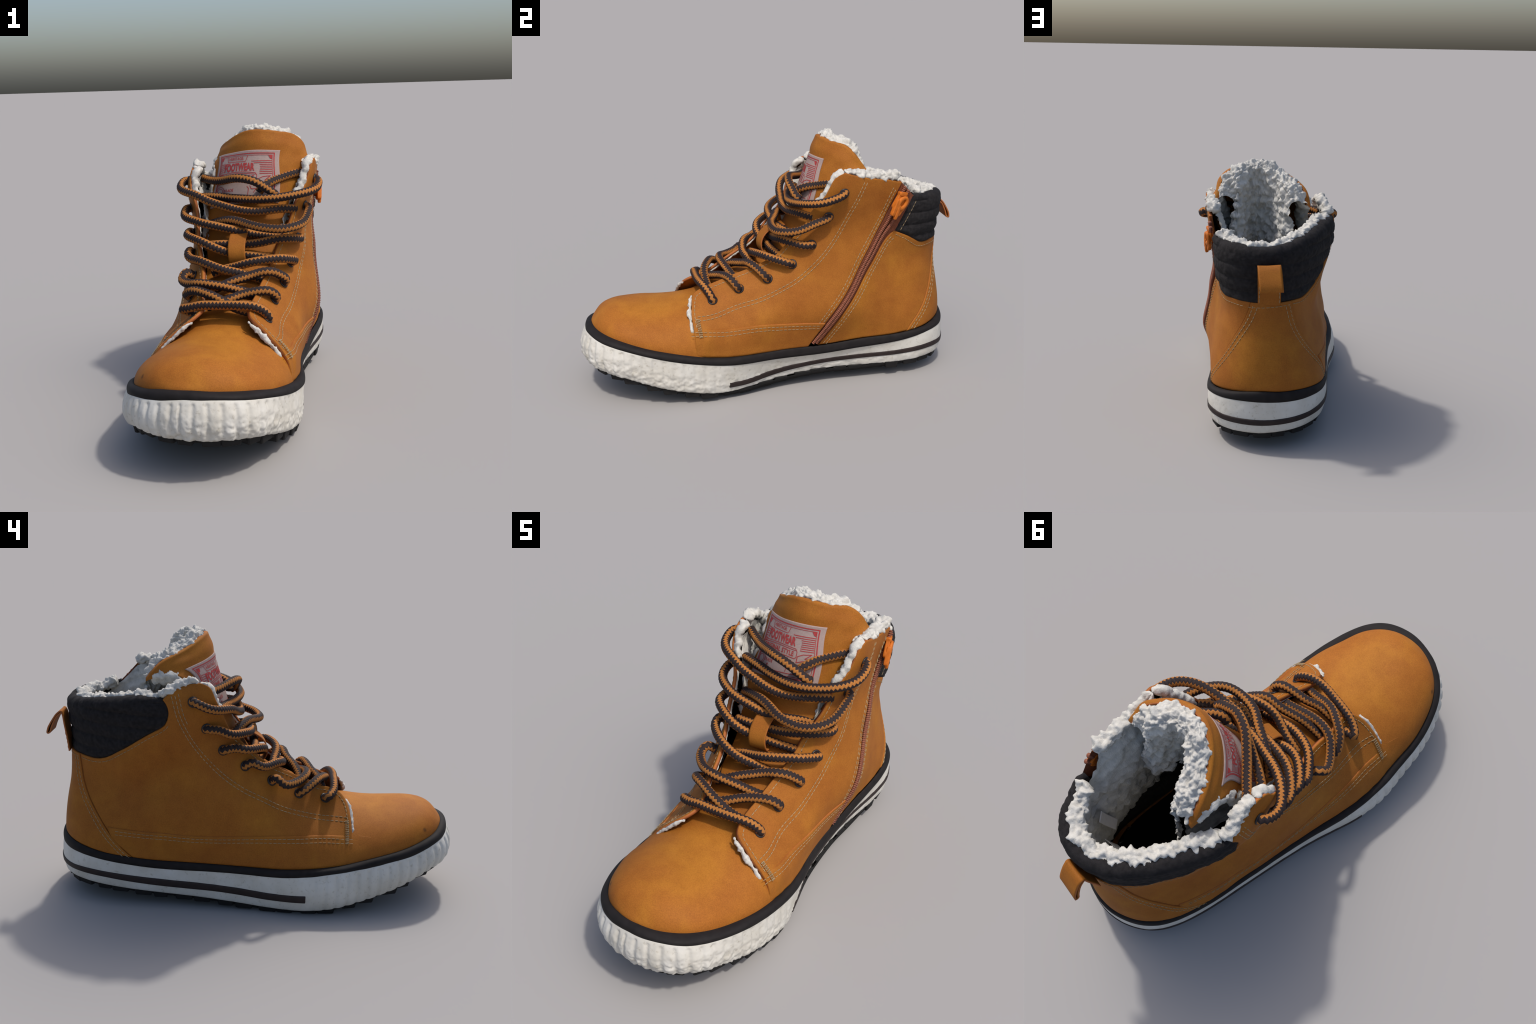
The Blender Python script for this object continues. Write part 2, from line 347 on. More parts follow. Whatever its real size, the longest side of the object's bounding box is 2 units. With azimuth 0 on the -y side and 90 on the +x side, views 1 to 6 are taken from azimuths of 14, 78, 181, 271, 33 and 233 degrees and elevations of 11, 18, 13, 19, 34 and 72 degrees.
t_med = locate(collar_foot, heel((0.075, 0.875, 0.712))[0]); t_lat = locate(collar_foot, heel((-0.12, 0.838, 0.706))[0])
top_med = Curve(med((0.312, 1.13), (0.35, 1.118), (0.384, 1.108), (0.468, 1.09), (0.55, 1.076), (0.612, 1.06)))
panel("quarter", front_edge_med, zip_front, line(med((-0.443, 0.215))[0], med((0.13, 0.215))[0]), top_med, 130, 150, 0, 0.013, parent=UPPER, wrinkle=0.0018)
panel("rear_quarter", zip_rear_low, heel_seam_med, line(med((0.196, 0.215))[0], heel((0.272, 0.67, 0.215))[0]), sub(collar_foot, 0, t_med), 80, 90, 0, 0.013, parent=UPPER, wrinkle=0.0015)
lat_top_pts = [tuple(p) for p in collar_foot(np.linspace(t_lat, 1, 18))] + [tuple(p) for p in collar_front_lat(np.linspace(0.2, 1, 5))] + lat((0.392, 1.054), (0.375, 1.068), (0.352, 1.082), (0.30, 1.100), (0.246, 1.103))
lat_top = Curve(lat_top_pts, smooth=False)
panel("quarter", heel_seam_lat, front_edge_lat, line(heel((-0.30, 0.50, 0.215))[0], lat((-0.474, 0.215))[0]), lat_top, 170, 130, 0, 0.013, parent=UPPER, wrinkle=0.0018)
panel("heel_counter", heel_seam_med, heel_seam_lat, line(heel((0.272, 0.67, 0.215))[0], heel((-0.30, 0.50, 0.215))[0]), sub(collar_foot, t_med, t_lat), 110, 90, 0.0045, 0.012, parent=UPPER, wrinkle=0.0012)

# padded collar: quilted, rolled inwards at the crest
def build_collar():
    a = np.linspace(0, 1, 170); b = np.r_[0, 0.02, np.linspace(0.05, 1, 54)]
    G = coons(zip_rear_high, collar_front_lat, collar_foot, collar_crest, a, b)
    P, N = last(G[..., 0], G[..., 1])
    A, B = a[:, None], b[None]
    rim_in = smooth01(np.minimum(A, 1 - A) / 0.03) * smooth01(B / 0.06)
    height = G[..., 1] - 0.70
    quilt = np.abs(np.sin(np.pi * (height / 0.066 + 0.1)))
    off = -0.008 + rim_in * (0.0005 + 0.0105 * np.power(quilt, 0.5))
    off = off + rim_in * (0.004 * fbm(P.reshape(-1, 3), 22, 3, 5).reshape(off.shape) + 0.0016 * fbm(P.reshape(-1, 3), 75, 2, 9).reshape(off.shape))
    P = P + N * off[..., None]
    P[..., 2] -= 0.006 * B
    r = 0.016 + 0.026 * smooth01(np.minimum(a, 1 - a) / 0.2)
    base, inward = P[:, -1], -N[:, -1] * V3([1, 1, 0]); inward = unit(inward)
    rows = []
    for ang in np.radians(np.linspace(12, 165, 14)):
        q = base + inward * (r * (1 - math.cos(ang)))[:, None] + V3([0, 0, 1.0]) * (r * math.sin(ang))[:, None]
        rows.append(q + unit(q - base - inward * r[:, None]) * (0.003 * fbm(q, 30, 3, 5))[:, None])
    rows.append(rows[-1] + inward * 0.004 - V3([0, 0, 0.08]))
    P = np.concatenate([P, np.stack(rows, 1)], 1)
    o = sheet("padded_collar", P, BLACK_FABRIC, UPPER)
    return base + inward * r[:, None] + V3([0, 0, 1.0]) * r[:, None], inward
COLLAR_TOP, COLLAR_IN = build_collar()

# ------------------------------------------------------------------ sole outline
rim_outer = [(0.03, -0.967, 0.344), (0.10, -0.967, 0.346), (0.173, -0.948, 0.345), (0.253, -0.902, 0.334), (0.307, -0.831, 0.318), (0.343, -0.737, 0.294),
    (0.363, -0.641, 0.269), (0.374, -0.543, 0.245), (0.378, -0.444, 0.226), (0.375, -0.342, 0.209), (0.361, -0.238, 0.196), (0.341, -0.155, 0.190), (0.318, -0.071, 0.186),
    (0.299, 0.04, 0.182), (0.290, 0.149, 0.180), (0.284, 0.27, 0.183), (0.284, 0.378, 0.192), (0.284, 0.49, 0.199), (0.285, 0.601, 0.208), (0.279, 0.716, 0.225), (0.252, 0.815, 0.243),
    (0.19, 0.895, 0.250), (0.10, 0.940, 0.253), (0.0, 0.955, 0.252), (-0.075, 0.944, 0.250), (-0.166, 0.900, 0.247), (-0.247, 0.815, 0.246), (-0.289, 0.70, 0.233), (-0.308, 0.571, 0.220),
    (-0.315, 0.423, 0.208), (-0.322, 0.279, 0.206), (-0.334, 0.083, 0.203), (-0.348, -0.044, 0.199), (-0.360, -0.14, 0.199), (-0.366, -0.237, 0.205), (-0.364, -0.332, 0.215), (-0.355, -0.428, 0.228),
    (-0.335, -0.525, 0.242), (-0.302, -0.670, 0.268), (-0.258, -0.772, 0.285), (-0.207, -0.852, 0.307), (-0.142, -0.912, 0.321), (-0.045, -0.956, 0.334)]
RIM, WELT = Curve(rim_outer, closed=True), Curve(rim_inner, closed=True)
NS = 1100
Q = RIM(np.linspace(0, 1, NS, endpoint=False))
QT = unit((np.roll(Q, -1, 0) - np.roll(Q, 1, 0)) * V3([1, 1, 0])); QN = np.stack([QT[:, 1], -QT[:, 0], 0 * QT[:, 0]], 1)
if np.mean(np.sum(QN * Q, 1)) < 0: QN = -QN
w = WELT.D; WI = w[np.argmin(np.linalg.norm(Q[:, None, :2] - w[None, :, :2], axis=2), 1)]
k = np.hanning(25); k /= k.sum()
WI = np.stack([np.convolve(np.r_[WI[-12:, i], WI[:, i], WI[:12, i]], k, "valid") for i in range(3)], 1)

def around(med_pts, lat_pts):
    """a value round the sole, given against y on each side"""
    my, mv = zip(*sorted(med_pts)); ly, lv = zip(*sorted(lat_pts))
    m, l = np.interp(Q[:, 1], my, mv), np.interp(Q[:, 1], ly, lv)
    side = smooth01((Q[:, 0] + 0.03 + 0.05) / 0.10)
    v = side * m + (1 - side) * l
    kk = np.hanning(41); kk /= kk.sum()
    return np.convolve(np.r_[v[-20:], v, v[:20]], kk, "valid")

foot_z = around([(-0.97, 0.178), (-0.9, 0.170), (-0.8, 0.150), (-0.69, 0.115), (-0.59, 0.085), (-0.49, 0.063), (-0.384, 0.045), (-0.28, 0.036), (-0.17, 0.034), (-0.06, 0.042), (0.04, 0.052), (0.15, 0.062), (0.27, 0.068), (0.38, 0.064), (0.5, 0.066), (0.61, 0.07), (0.72, 0.08), (0.82, 0.088), (0.95, 0.083)],
                [(-0.96, 0.180), (-0.87, 0.182), (-0.825, 0.165), (-0.73, 0.128), (-0.64, 0.098), (-0.54, 0.066), (-0.44, 0.040), (-0.35, 0.024), (-0.25, 0.019), (-0.15, 0.019), (-0.05, 0.023), (0.03, 0.031), (0.13, 0.042), (0.28, 0.057), (0.43, 0.067), (0.58, 0.08), (0.73, 0.092), (0.82, 0.098), (0.95, 0.088)])
bulge = around([(-0.97, 0.030), (-0.85, 0.018), (-0.7, 0.004), (-0.4, 0.003), (-0.2, -0.008), (0.0, -0.013), (0.4, -0.013), (0.7, -0.002), (0.95, 0.008)], [(-0.97, 0.030), (-0.85, 0.024), (-0.6, 0.025), (-0.37, 0.030), (-0.25, 0.022), (-0.13, 0.008), (0.0, 0.003), (0.6, 0.003), (0.95, 0.008)])
ribbed = around([(-1, 1), (-0.75, 0.75), (-0.55, 0.5), (-0.36, 0.4), (-0.3, 0), (1, 0)], [(-1, 1), (-0.36, 1), (-0.28, 0), (1, 0)])
rough = around([(-1, 1), (-0.9, 1), (-0.5, 0.75), (-0.2, 0.45), (0.8, 0.3), (1, 0.15)], [(-1, 0.45), (-0.8, 0.12), (1, 0.08)])
arc = np.r_[0, np.cumsum(np.linalg.norm(np.diff(Q, axis=0), axis=1))]
groove = 1 - np.power(np.abs(np.cos(np.pi * arc / 0.052)), 6)

def wall(t):
    """midsole side wall at height fraction t (0 rim, 1 foot), smooth part only"""
    d = bulge * np.sin(np.pi * np.clip(t, 0, 1) ** 0.85 * 0.85) + np.minimum(bulge, 0) * 2.0 * t - 0.012 * t ** 5
    P = Q + QN * d[:, None]; P[:, 2] = Q[:, 2] + (foot_z - Q[:, 2]) * t
    return P

def build_midsole():
    ts = np.r_[0, 0.012, np.linspace(0.035, 0.93, 30), 0.955, 0.975, 0.99, 1.0]
    rows = []
    for t in ts:
        P = wall(t)
        ramp_t = smooth01((t - 0.05) / 0.08) * smooth01((1.03 - t) / 0.08)
        P = P + QN * (ribbed * 0.0075 * (groove - 1) * ramp_t)[:, None]
        low = smooth01((t - 0.25) / 0.5)
        P = P + QN * ((rough * (0.3 + low) * 0.0065 * fbm(P, 34, 4, 2) + 0.0012 * fbm(P, 9, 2, 4)) * smooth01(t / 0.12))[:, None]
        if t > 0.93: P = P - QN * (0.018 * ((t - 0.93) / 0.07) ** 2)
        rows.append(P)
    under = rows[-1] - QN * 0.04; under[:, 2] = foot_z + 0.012
    P = np.stack([rows[0] - QN * 0.02] + rows + [under], 1)
    sheet("midsole", P, WHITE, SOLE, wrap_u=True)
build_midsole()

def build_band():
    rows = []
    for ang in np.linspace(-0.35, math.pi / 2 + 0.25, 15):
        c, s_ = math.cos(max(ang, 0)), math.sin(max(ang, 0))
        c, s_ = c ** 0.72, s_ ** 0.72 if s_ > 0 else 0
        if ang > math.pi / 2: c, s_ = -(ang - math.pi / 2) * 0.9, 1 - (ang - math.pi / 2) * 0.8
        P = WI + (Q + QN * 0.0025 - WI) * c
        P[:, 2] = Q[:, 2] + (WI[:, 2] - Q[:, 2]) * s_ - (0.004 if ang < 0 else 0)
        if ang < 0: P = P - QN * 0.006 * (-ang / 0.35)
        P = P + QN * (0.0009 * fbm(P, 14, 2, 6))[:, None]
        rows.append(P)
    sheet("foxing_band", np.stack(rows, 1), RUBBER, SOLE, wrap_u=True)
build_band()

def build_stripe():
    up = around([(-1, 0.64), (-0.28, 0.635), (-0.17, 0.63), (-0.07, 0.54), (0.04, 0.48), (0.15, 0.42), (0.26, 0.39), (0.5, 0.41), (0.7, 0.44), (0.95, 0.53)], [(-1, 0.49), (-0.26, 0.49), (-0.05, 0.485), (0.03, 0.46), (0.18, 0.435), (0.28, 0.42), (0.45, 0.40), (0.57, 0.41), (0.7, 0.42), (0.95, 0.53)])
    lo = around([(-1, 0.80), (-0.28, 0.80), (-0.17, 0.82), (-0.07, 0.76), (0.04, 0.70), (0.15, 0.645), (0.26, 0.615), (0.5, 0.59), (0.7, 0.62), (0.95, 0.70)], [(-1, 0.69), (-0.26, 0.69), (-0.05, 0.69), (0.03, 0.675), (0.18, 0.655), (0.28, 0.67), (0.45, 0.66), (0.57, 0.65), (0.7, 0.63), (0.95, 0.70)])
    on = np.where((Q[:, 1] > -0.285) & (Q[:, 0] > 0) | (Q[:, 1] > -0.262) & (Q[:, 0] <= 0))[0]
    W = [wall(t) for t in np.linspace(0.2, 1, 41)]; W = np.stack(W, 1)
    def at(t):
        x = (t - 0.2) / 0.02; i = np.clip(x.astype(int), 0, 39); f = (x - i)[:, None]
        r = np.arange(NS); return W[r, i] * (1 - f) + W[r, i + 1] * f
    rows = []
    for f, d in ((-0.02, -0.004), (0.0, 0.0015), (0.08, 0.0038), (0.3, 0.0042), (0.7, 0.0042), (0.92, 0.0038), (1.0, 0.0015), (1.02, -0.004)):
        rows.append(at(up + (lo - up) * f) + QN * d)
    P = np.stack(rows, 1)[on]
    P[0] -= QN[on[0]] * 0.008; P[-1] -= QN[on[-1]] * 0.008
    sheet("sole_stripe", P, STRIPE, SOLE)
build_stripe()

# tread: dark plate and separate lugs
def build_tread():
    inset = Q - QN * 0.03; inset[:, 2] = foot_z - 0.014
    keep = np.arange(0, NS, 10); ring = inset[keep]
    centre = np.stack([np.interp(ring[:, 1], [-0.9, -0.3, 0.9], [0.03, 0.02, 0.0]), np.clip(ring[:, 1], -0.85, 0.85), ring[:, 2]], 1)
    rows = [ring + V3([0, 0, 0.02])] + [ring + (centre - ring) * f for f in (0, 0.25, 0.5, 0.75, 1.0)]
    TR = sheet("outsole", np.stack(rows, 1), TREAD, SOLE, wrap_u=True, flip=True)
    lug_v = [(sx * (1 if z else 0.82), sy * (1 if z else 0.82), z) for z in (0, 1) for sx, sy in ((-0.5, -0.5), (0.5, -0.5), (0.5, 0.5), (-0.5, 0.5))]
    lug_f = [(0, 3, 2, 1), (4, 5, 6, 7), (0, 1, 5, 4), (1, 2, 6, 5), (2, 3, 7, 6), (3, 0, 4, 7)]
    proto = make("lug", lug_v, lug_f, TREAD, TR, smooth=False)
    bv = proto.modifiers.new("soft", "BEVEL"); bv.width = 0.06; bv.segments = 1
    first = True
    total = arc[-1]; n = 46
    spots = []
    for i in range(n):
        j = int((i + 0.5 * (i % 2) * 0.3) / n * NS) % NS
        spots.append((Q[j] - QN[j] * (0.064 if Q[j, 0] > 0.05 and -0.35 < Q[j, 1] < 0.55 else 0.054), QN[j], foot_z[j], 0.092 if i % 3 else 0.078, 0.075))
    for yy in np.linspace(-0.78, 0.78, 15):
        near = np.argsort(np.abs(Q[:, 1] - yy))[:14]; z = float(foot_z[near].mean()); x0, x1 = Q[near, 0].min(), Q[near, 0].max()
        for f in (0.36, 0.64):
            spots.append((V3([x0 + (x1 - x0) * f, yy, 0]), V3([1.0, 0, 0]), z, 0.07, 0.09))
    for p, nrm, z, ly, lx in spots:
        o = proto if first else proto.copy()
        if not first: bpy.context.scene.collection.objects.link(o)
        first = False
        bottom = max(0.0, z - (0.017 if p[0] > 0.05 and -0.35 < p[1] < 0.55 else 0.025) - 0.003 * random.random()); top = z + 0.012
        ang = math.atan2(nrm[1], nrm[0])
        o.matrix_local = Matrix.Translation((p[0], p[1], bottom)) @ Matrix.Rotation(ang, 4, "Z") @ Matrix.Diagonal((lx, ly * random.uniform(0.88, 1.08), top - bottom, 1))
build_tread()

# ------------------------------------------------------------------ vamp (toe)
ridge = Curve([(-0.20, 0.50), (-0.30, 0.492), (-0.40, 0.475), (-0.45, 0.467), (-0.52, 0.458), (-0.60, 0.455), (-0.69, 0.460), (-0.76, 0.462), (-0.81, 0.459), (-0.855, 0.449), (-0.887, 0.432), (-0.909, 0.410), (-0.926, 0.389), (-0.935, 0.377), (-0.9384, 0.368)])
def welt_x(y, side):
    D = WELT.D; sel = D[(D[:, 0] > 0.035) if side > 0 else (D[:, 0] <= 0.035)]; sel = sel[sel[:, 1] < 0.3]; sel = np.vstack([[0.035, -0.9385, 0.371], sel])
    o = np.argsort(sel[:, 1]); return np.interp(y, sel[o, 1], sel[o, 0]), np.interp(y, sel[o, 1], sel[o, 2])
def vamp_power(y, side):
    return np.interp(y, [-0.93, -0.8, -0.6, -0.45], [2.0, 2.0, 2.0, 2.1] if side > 0 else [2.0, 2.0, 1.9, 1.7])
def vamp_section(y, n=61):
    r = ridge.D[np.argsort(ridge.D[:, 0])]; zt = np.interp(y, r[:, 0], r[:, 1])
    xm, zm = welt_x(y, 1); xl, zl = welt_x(y, -1); cx = (xm + xl) / 2
    tuck = 0.010 * smooth01((y + 0.43) / 0.1)
    a = np.linspace(0, math.pi, n); out = []
    for q in a:
        c, s_ = math.cos(q), math.sin(q); side = 1 if c >= 0 else -1
        p = float(vamp_power(y, side)); half = (xm - cx if side > 0 else cx - xl) - tuck
        zb = (zm if side > 0 else zl) - 0.012
        out.append((cx + side * half * abs(c) ** (2 / p), y, zb + (zt - zb) * max(s_, 0) ** (2 / p)))
    return np.array(out)
def vamp_side_x(y, z, side):
    xm, zm = welt_x(y, 1); xl, zl = welt_x(y, -1); cx = (xm + xl) / 2
    r = ridge.D[np.argsort(ridge.D[:, 0])]; zt = np.interp(y, r[:, 0], r[:, 1]); zb = (zm if side > 0 else zl) - 0.012
    p = vamp_power(y, side); half = xm - cx if side > 0 else cx - xl
    return cx + side * half * (1 - np.clip((z - zb) / (zt - zb), 0, 0.999) ** p) ** (1 / p)
def build_vamp():
    ys = np.r_[-0.9384 + 0.64 * (np.linspace(0, 1, 90) ** 2.0)]
    P = np.stack([vamp_section(y) for y in ys])
    N = normals_of(P); N = np.where((N[..., 2] < -0.2)[..., None], -N, N)
    w = (0.0035 * fbm(P.reshape(-1, 3), 4.5, 2, 8) + 0.0008 * fbm(P.reshape(-1, 3), 20, 2, 8)).reshape(P.shape[:2])
    amp = smooth01(np.minimum(np.arange(61), 60 - np.arange(61)) / 10)[None] * smooth01(np.arange(len(ys)) / 14)[:, None]
    P = P + V3([0, 0, 1.0]) * (w * amp)[..., None]
    sheet("vamp", P, scuffed("tan_nubuck_scuffed", (-0.165, -0.829, 0.376), 0.013), UPPER, flip=True)
build_vamp()

# lower panels: continue the vamp's leather backwards under a raised edge
def lower_panel(side):
    if side > 0:
        top = Curve(med((-0.56, 0.375), (-0.46, 0.383), (-0.422, 0.383), (-0.28, 0.370), (-0.125, 0.378), (0.035, 0.369), (0.169, 0.362), (0.222, 0.358)))
        bot = line(med((-0.56, 0.215))[0], med((0.135, 0.215))[0]); L = line(bot(0)[0], top(0)[0]); Rr = line(bot(1)[0], top(1)[0])
    else:
        top = Curve(lat((-0.58, 0.36), (-0.50, 0.366), (-0.475, 0.366), (-0.355, 0.373), (-0.233, 0.376), (-0.13, 0.377), (-0.04, 0.378), (0.134, 0.375), (0.278, 0.375), (0.423, 0.382), (0.57, 0.386)) + heel((-0.262, 0.69, 0.389)))
        bot = line(lat((-0.58, 0.215))[0], heel((-0.31, 0.52, 0.215))[0]); L = line(bot(0)[0], top(0)[0]); Rr = Curve(heel((-0.31, 0.52, 0.215), (-0.298, 0.60, 0.28), (-0.276, 0.669, 0.347), (-0.262, 0.69, 0.389)))
    a, b = np.linspace(0, 1, 150), np.r_[np.linspace(0, 0.94, 22), 0.965, 0.985, 1.0]
    G = coons(L, Rr, bot, top, a, b); P, N = last(G[..., 0], G[..., 1])
    P = P + N * ((0.0058 - 0.003 * smooth01((b - 0.975) / 0.03))[None, :] - tuck(G[..., 0], G[..., 1]))[..., None]
    y, z = P[..., 1], P[..., 2]
    y0 = -0.47 if side > 0 else -0.49
    X = np.array([vamp_side_x(yy, zz, side) for yy, zz in zip(np.clip(y.ravel(), -0.9, 0.2), z.ravel())]).reshape(y.shape)
    f = smooth01((y - y0) / 0.09)
    flush = P.copy(); flush[..., 0] = X - side * 0.002
    P = flush + (P - flush) * f[..., None]
    shell("lower_panel", P, N, 0.009, [LEATHER, EDGE], UPPER, flip=side < 0)
    return top
seam_med, seam_lat = lower_panel(1), lower_panel(-1)

# ------------------------------------------------------------------ stitching
stitch_v, stitch_f = [], []
def stitch(P, N, pitch=0.0215, length=0.0180, r=0.0019, lift=0.0008):
    P = np.asarray(P); c = chord(P); n = int(c[-1] / pitch)
    for i in range(n):
        m = (i + 0.5 + random.uniform(-0.06, 0.06)) * pitch; a_, b_ = m - length / 2, m + length / 2
        g = lambda t: V3([np.interp(t, c, P[:, k]) for k in range(3)])
        h = unit(V3([np.interp(m, c, N[:, k]) for k in range(3)])); p, q = g(a_) + h * lift, g(b_) + h * lift
        d = unit(q - p); sd = np.cross(h, d); base = len(stitch_v)
        for t, rr, up in ((0, 0.35, -0.6), (0.2, 0.9, 0.0), (0.5, 1.0, 0.25), (0.8, 0.9, 0.0), (1, 0.35, -0.6)):
            o = p + (q - p) * t + h * (up * r)
            for ang in np.linspace(0, 2 * math.pi, 6, endpoint=False):
                stitch_v.append(o + (h * math.sin(ang) * 0.75 + sd * math.cos(ang)) * r * rr)
        stitch_f.extend(tuple(base + x for x in fc) for fc in grid_faces(5, 6, False, True))
def stitch_line(dom, offset=0.0, shift=0.0, t0=0.0, t1=1.0, **kw):
    D = dom(np.linspace(t0, t1, 220)); tan = unit(np.gradient(D, axis=0)); D = D + np.stack([-tan[:, 1], tan[:, 0]], 1) * shift
    P, N = last(D[:, 0], D[:, 1]); stitch(P + N * offset, N, **kw)

eyestay_med = Curve(med((-0.425, 0.425), (-0.32, 0.434), (-0.215, 0.466), (-0.112, 0.493), (-0.008, 0.535), (0.097, 0.591), (0.17, 0.655), (0.246, 0.74), (0.297, 0.815), (0.344, 0.911), (0.381, 0.985), (0.407, 1.042), (0.43, 1.093)))
eyestay_lat = Curve(lat((-0.455, 0.428), (-0.332, 0.437), (-0.232, 0.463), (-0.13, 0.498), (-0.054, 0.538), (0.043, 0.591), (0.139, 0.66), (0.224, 0.748), (0.28, 0.828), (0.316, 0.90), (0.336, 0.95), (0.35, 1.0), (0.36, 1.04), (0.368, 1.062)))
for d in (-0.008, 0.008):
    stitch_line(eyestay_med, 0.0, d); stitch_line(eyestay_lat, 0.0, d)
stitch_line(eyestay_lat, 0.0, -0.024, 0.86, 1.0)
stitch_line(front_edge_med, 0.0, -0.016, 0.13, 0.80); stitch_line(front_edge_lat, 0.0, 0.016, 0.13, 0.80)
for d in (0.014, 0.030):
    stitch_line(zip_front, 0.0, d, 0.02, 0.97); stitch_line(zip_rear_low, 0.0, -d, 0.04, 0.97)
for d in (0.010, 0.024):
    stitch_line(heel_seam_med, 0.0045, -d, 0.1, 1.0); stitch_line(heel_seam_lat, 0.0045, d, 0.08, 1.0)
stitch_line(seam_med, 0.006, -0.014, 0.12, 0.98, r=0.0015); stitch_line(seam_med, 0.006, -0.030, 0.12, 0.98, r=0.0015)
stitch_line(seam_lat, 0.006, 0.014, 0.08, 0.98, r=0.0015); stitch_line(seam_lat, 0.006, 0.030, 0.08, 0.98, r=0.0015)
stitch_line(collar_foot, 0.001, -0.015, 0.01, t_med - 0.01, r=0.0015); stitch_line(collar_foot, 0.0045, -0.014, t_med, t_lat, r=0.0015); stitch_line(collar_foot, 0.001, -0.015, t_lat + 0.01, 1.0, r=0.0015)
stitch_line(zip_rear_high, 0.006, -0.018, 0.05, 0.9, r=0.0014)
bar_med = Curve(med((-0.415, 0.345), (-0.425, 0.425))); bar_lat = Curve(lat((-0.45, 0.335), (-0.452, 0.43)))
for d in (-0.006, 0.0, 0.006):
    stitch_line(bar_med, 0.006, d, pitch=0.011, length=0.009, r=0.0022); stitch_line(bar_lat, 0.006, d, pitch=0.011, length=0.009, r=0.0022)

# ------------------------------------------------------------------ zip
def build_zip():
    t = np.linspace(0.03, 1, 120); a = zip_front(t)
    rear = Curve([tuple(p) for p in zip_rear_low(np.linspace(0, 1, 30))] + [tuple(p) for p in zip_rear_high(np.linspace(0.1, 1, 10))], smooth=False)(np.linspace(0.03, 1, 120))
    rows = []
    for f in np.linspace(-0.15, 1.15, 16):
        D = a + (rear - a) * f; P, N = last(D[:, 0], D[:, 1])
        rows.append(P - N * (0.004 + 0.004 * abs(2 * min(max(f, 0), 1) - 1)))
    Z = sheet("zipper", np.stack(rows, 1), ZIP_TAPE, UPPER)
    for f in (0.30, 0.58):
        D = a + (rear - a) * f; P, N = last(D[:, 0], D[:, 1]); C = Curve(P + N * 0.001); q = C(np.linspace(0, 1, 420))
        P2, _ = tube(q, 0.0085 + 0.0025 * np.sin(np.arange(420) * 2 * math.pi / 4), 8)
        make("zipper_coil", P2.reshape(-1, 3), cap_tube(P2), ZIP_COIL, Z)
    return Z
ZIP = build_zip()

def rounded_box(size, seg=6, power=4.0):
    n = seg; v, f = [], []
    me = bpy.data.meshes.new("tmp"); import bmesh
    bm = bmesh.new(); bmesh.ops.create_cube(bm, size=2.0); bmesh.ops.subdivide_edges(bm, edges=bm.edges[:], cuts=n, use_grid_fill=True)
    for x in bm.verts:
        c = V3(x.co); l = (np.abs(c) ** power).sum() ** (1 / power); x.co = Vector(c / l)
    bm.verts.ensure_lookup_table()
    v = [V3(x.co) * V3(size) / 2 for x in bm.verts]; f = [tuple(q.index for q in fc.verts) for fc in bm.faces]; bm.free()
    bpy.data.meshes.remove(me); return np.array(v), f
def build_pull():
    """slider body on the coil, with a tab whose ring end hangs beside two prongs"""
    lo, hi = V3([0.276, 0.570, 0.884]), V3([0.268, 0.628, 1.006])
    up = unit(hi - lo); out = unit(V3([0.93, 0.36, 0.0]) - up * (V3([0.93, 0.36, 0.0]) @ up)); sd = np.cross(up, out)
    sd = sd if sd[1] > 0 else -sd
    parts_v, parts_f = [], []
    def put(v, f, centre, tilt, lump):
        c, s_ = math.cos(tilt), math.sin(tilt)
        v = np.stack([v[:, 0] * c - v[:, 1] * s_, v[:, 0] * s_ + v[:, 1] * c, v[:, 2]], 1)
        W = (lo + hi) / 2 + (v[:, :1] + centre[0]) * sd + (v[:, 1:2] + centre[1]) * up + (v[:, 2:] + centre[2]) * out
        W = W + unit(W - W.mean(0)) * (lump * fbm(W, 45, 3, 3))[:, None]
        b = sum(len(x) for x in parts_v); parts_v.append(W); parts_f.extend(tuple(b + i for i in q) for q in f)
    def block(centre, size, tilt=0.0, power=6.0, lump=0.003):
        v, f = rounded_box(size, 7, power); put(v, f, centre, tilt, lump)
    a = np.linspace(0, 2 * math.pi, 24, endpoint=False); b = np.linspace(0, 2 * math.pi, 8, endpoint=False)
    ring = np.stack([(0.021 + 0.0115 * np.cos(b))[None] * np.cos(a)[:, None], (0.030 + 0.0115 * np.cos(b))[None] * np.sin(a)[:, None], 0.0085 * np.sin(b)[None] + 0 * a[:, None]], -1)
    put(ring.reshape(-1, 3), grid_faces(24, 8, True, True), (0.012, 0.016, 0.022), -0.25, 0.003)
    block((0.004, 0.018, 0.006), (0.062, 0.094, 0.022), -0.1)
    block((-0.018, -0.016, 0.018), (0.022, 0.088, 0.022), 0.06)
    block((0.002, -0.036, 0.022), (0.017, 0.078, 0.018), 0.12)
    block((0.024, -0.022, 0.014), (0.024, 0.060, 0.020), -0.3)
    block((0.000, 0.060, 0.006), (0.050, 0.020, 0.030), 0.25)
    make("zipper_pull", np.vstack(parts_v), parts_f, ORANGE, ZIP)
build_pull()

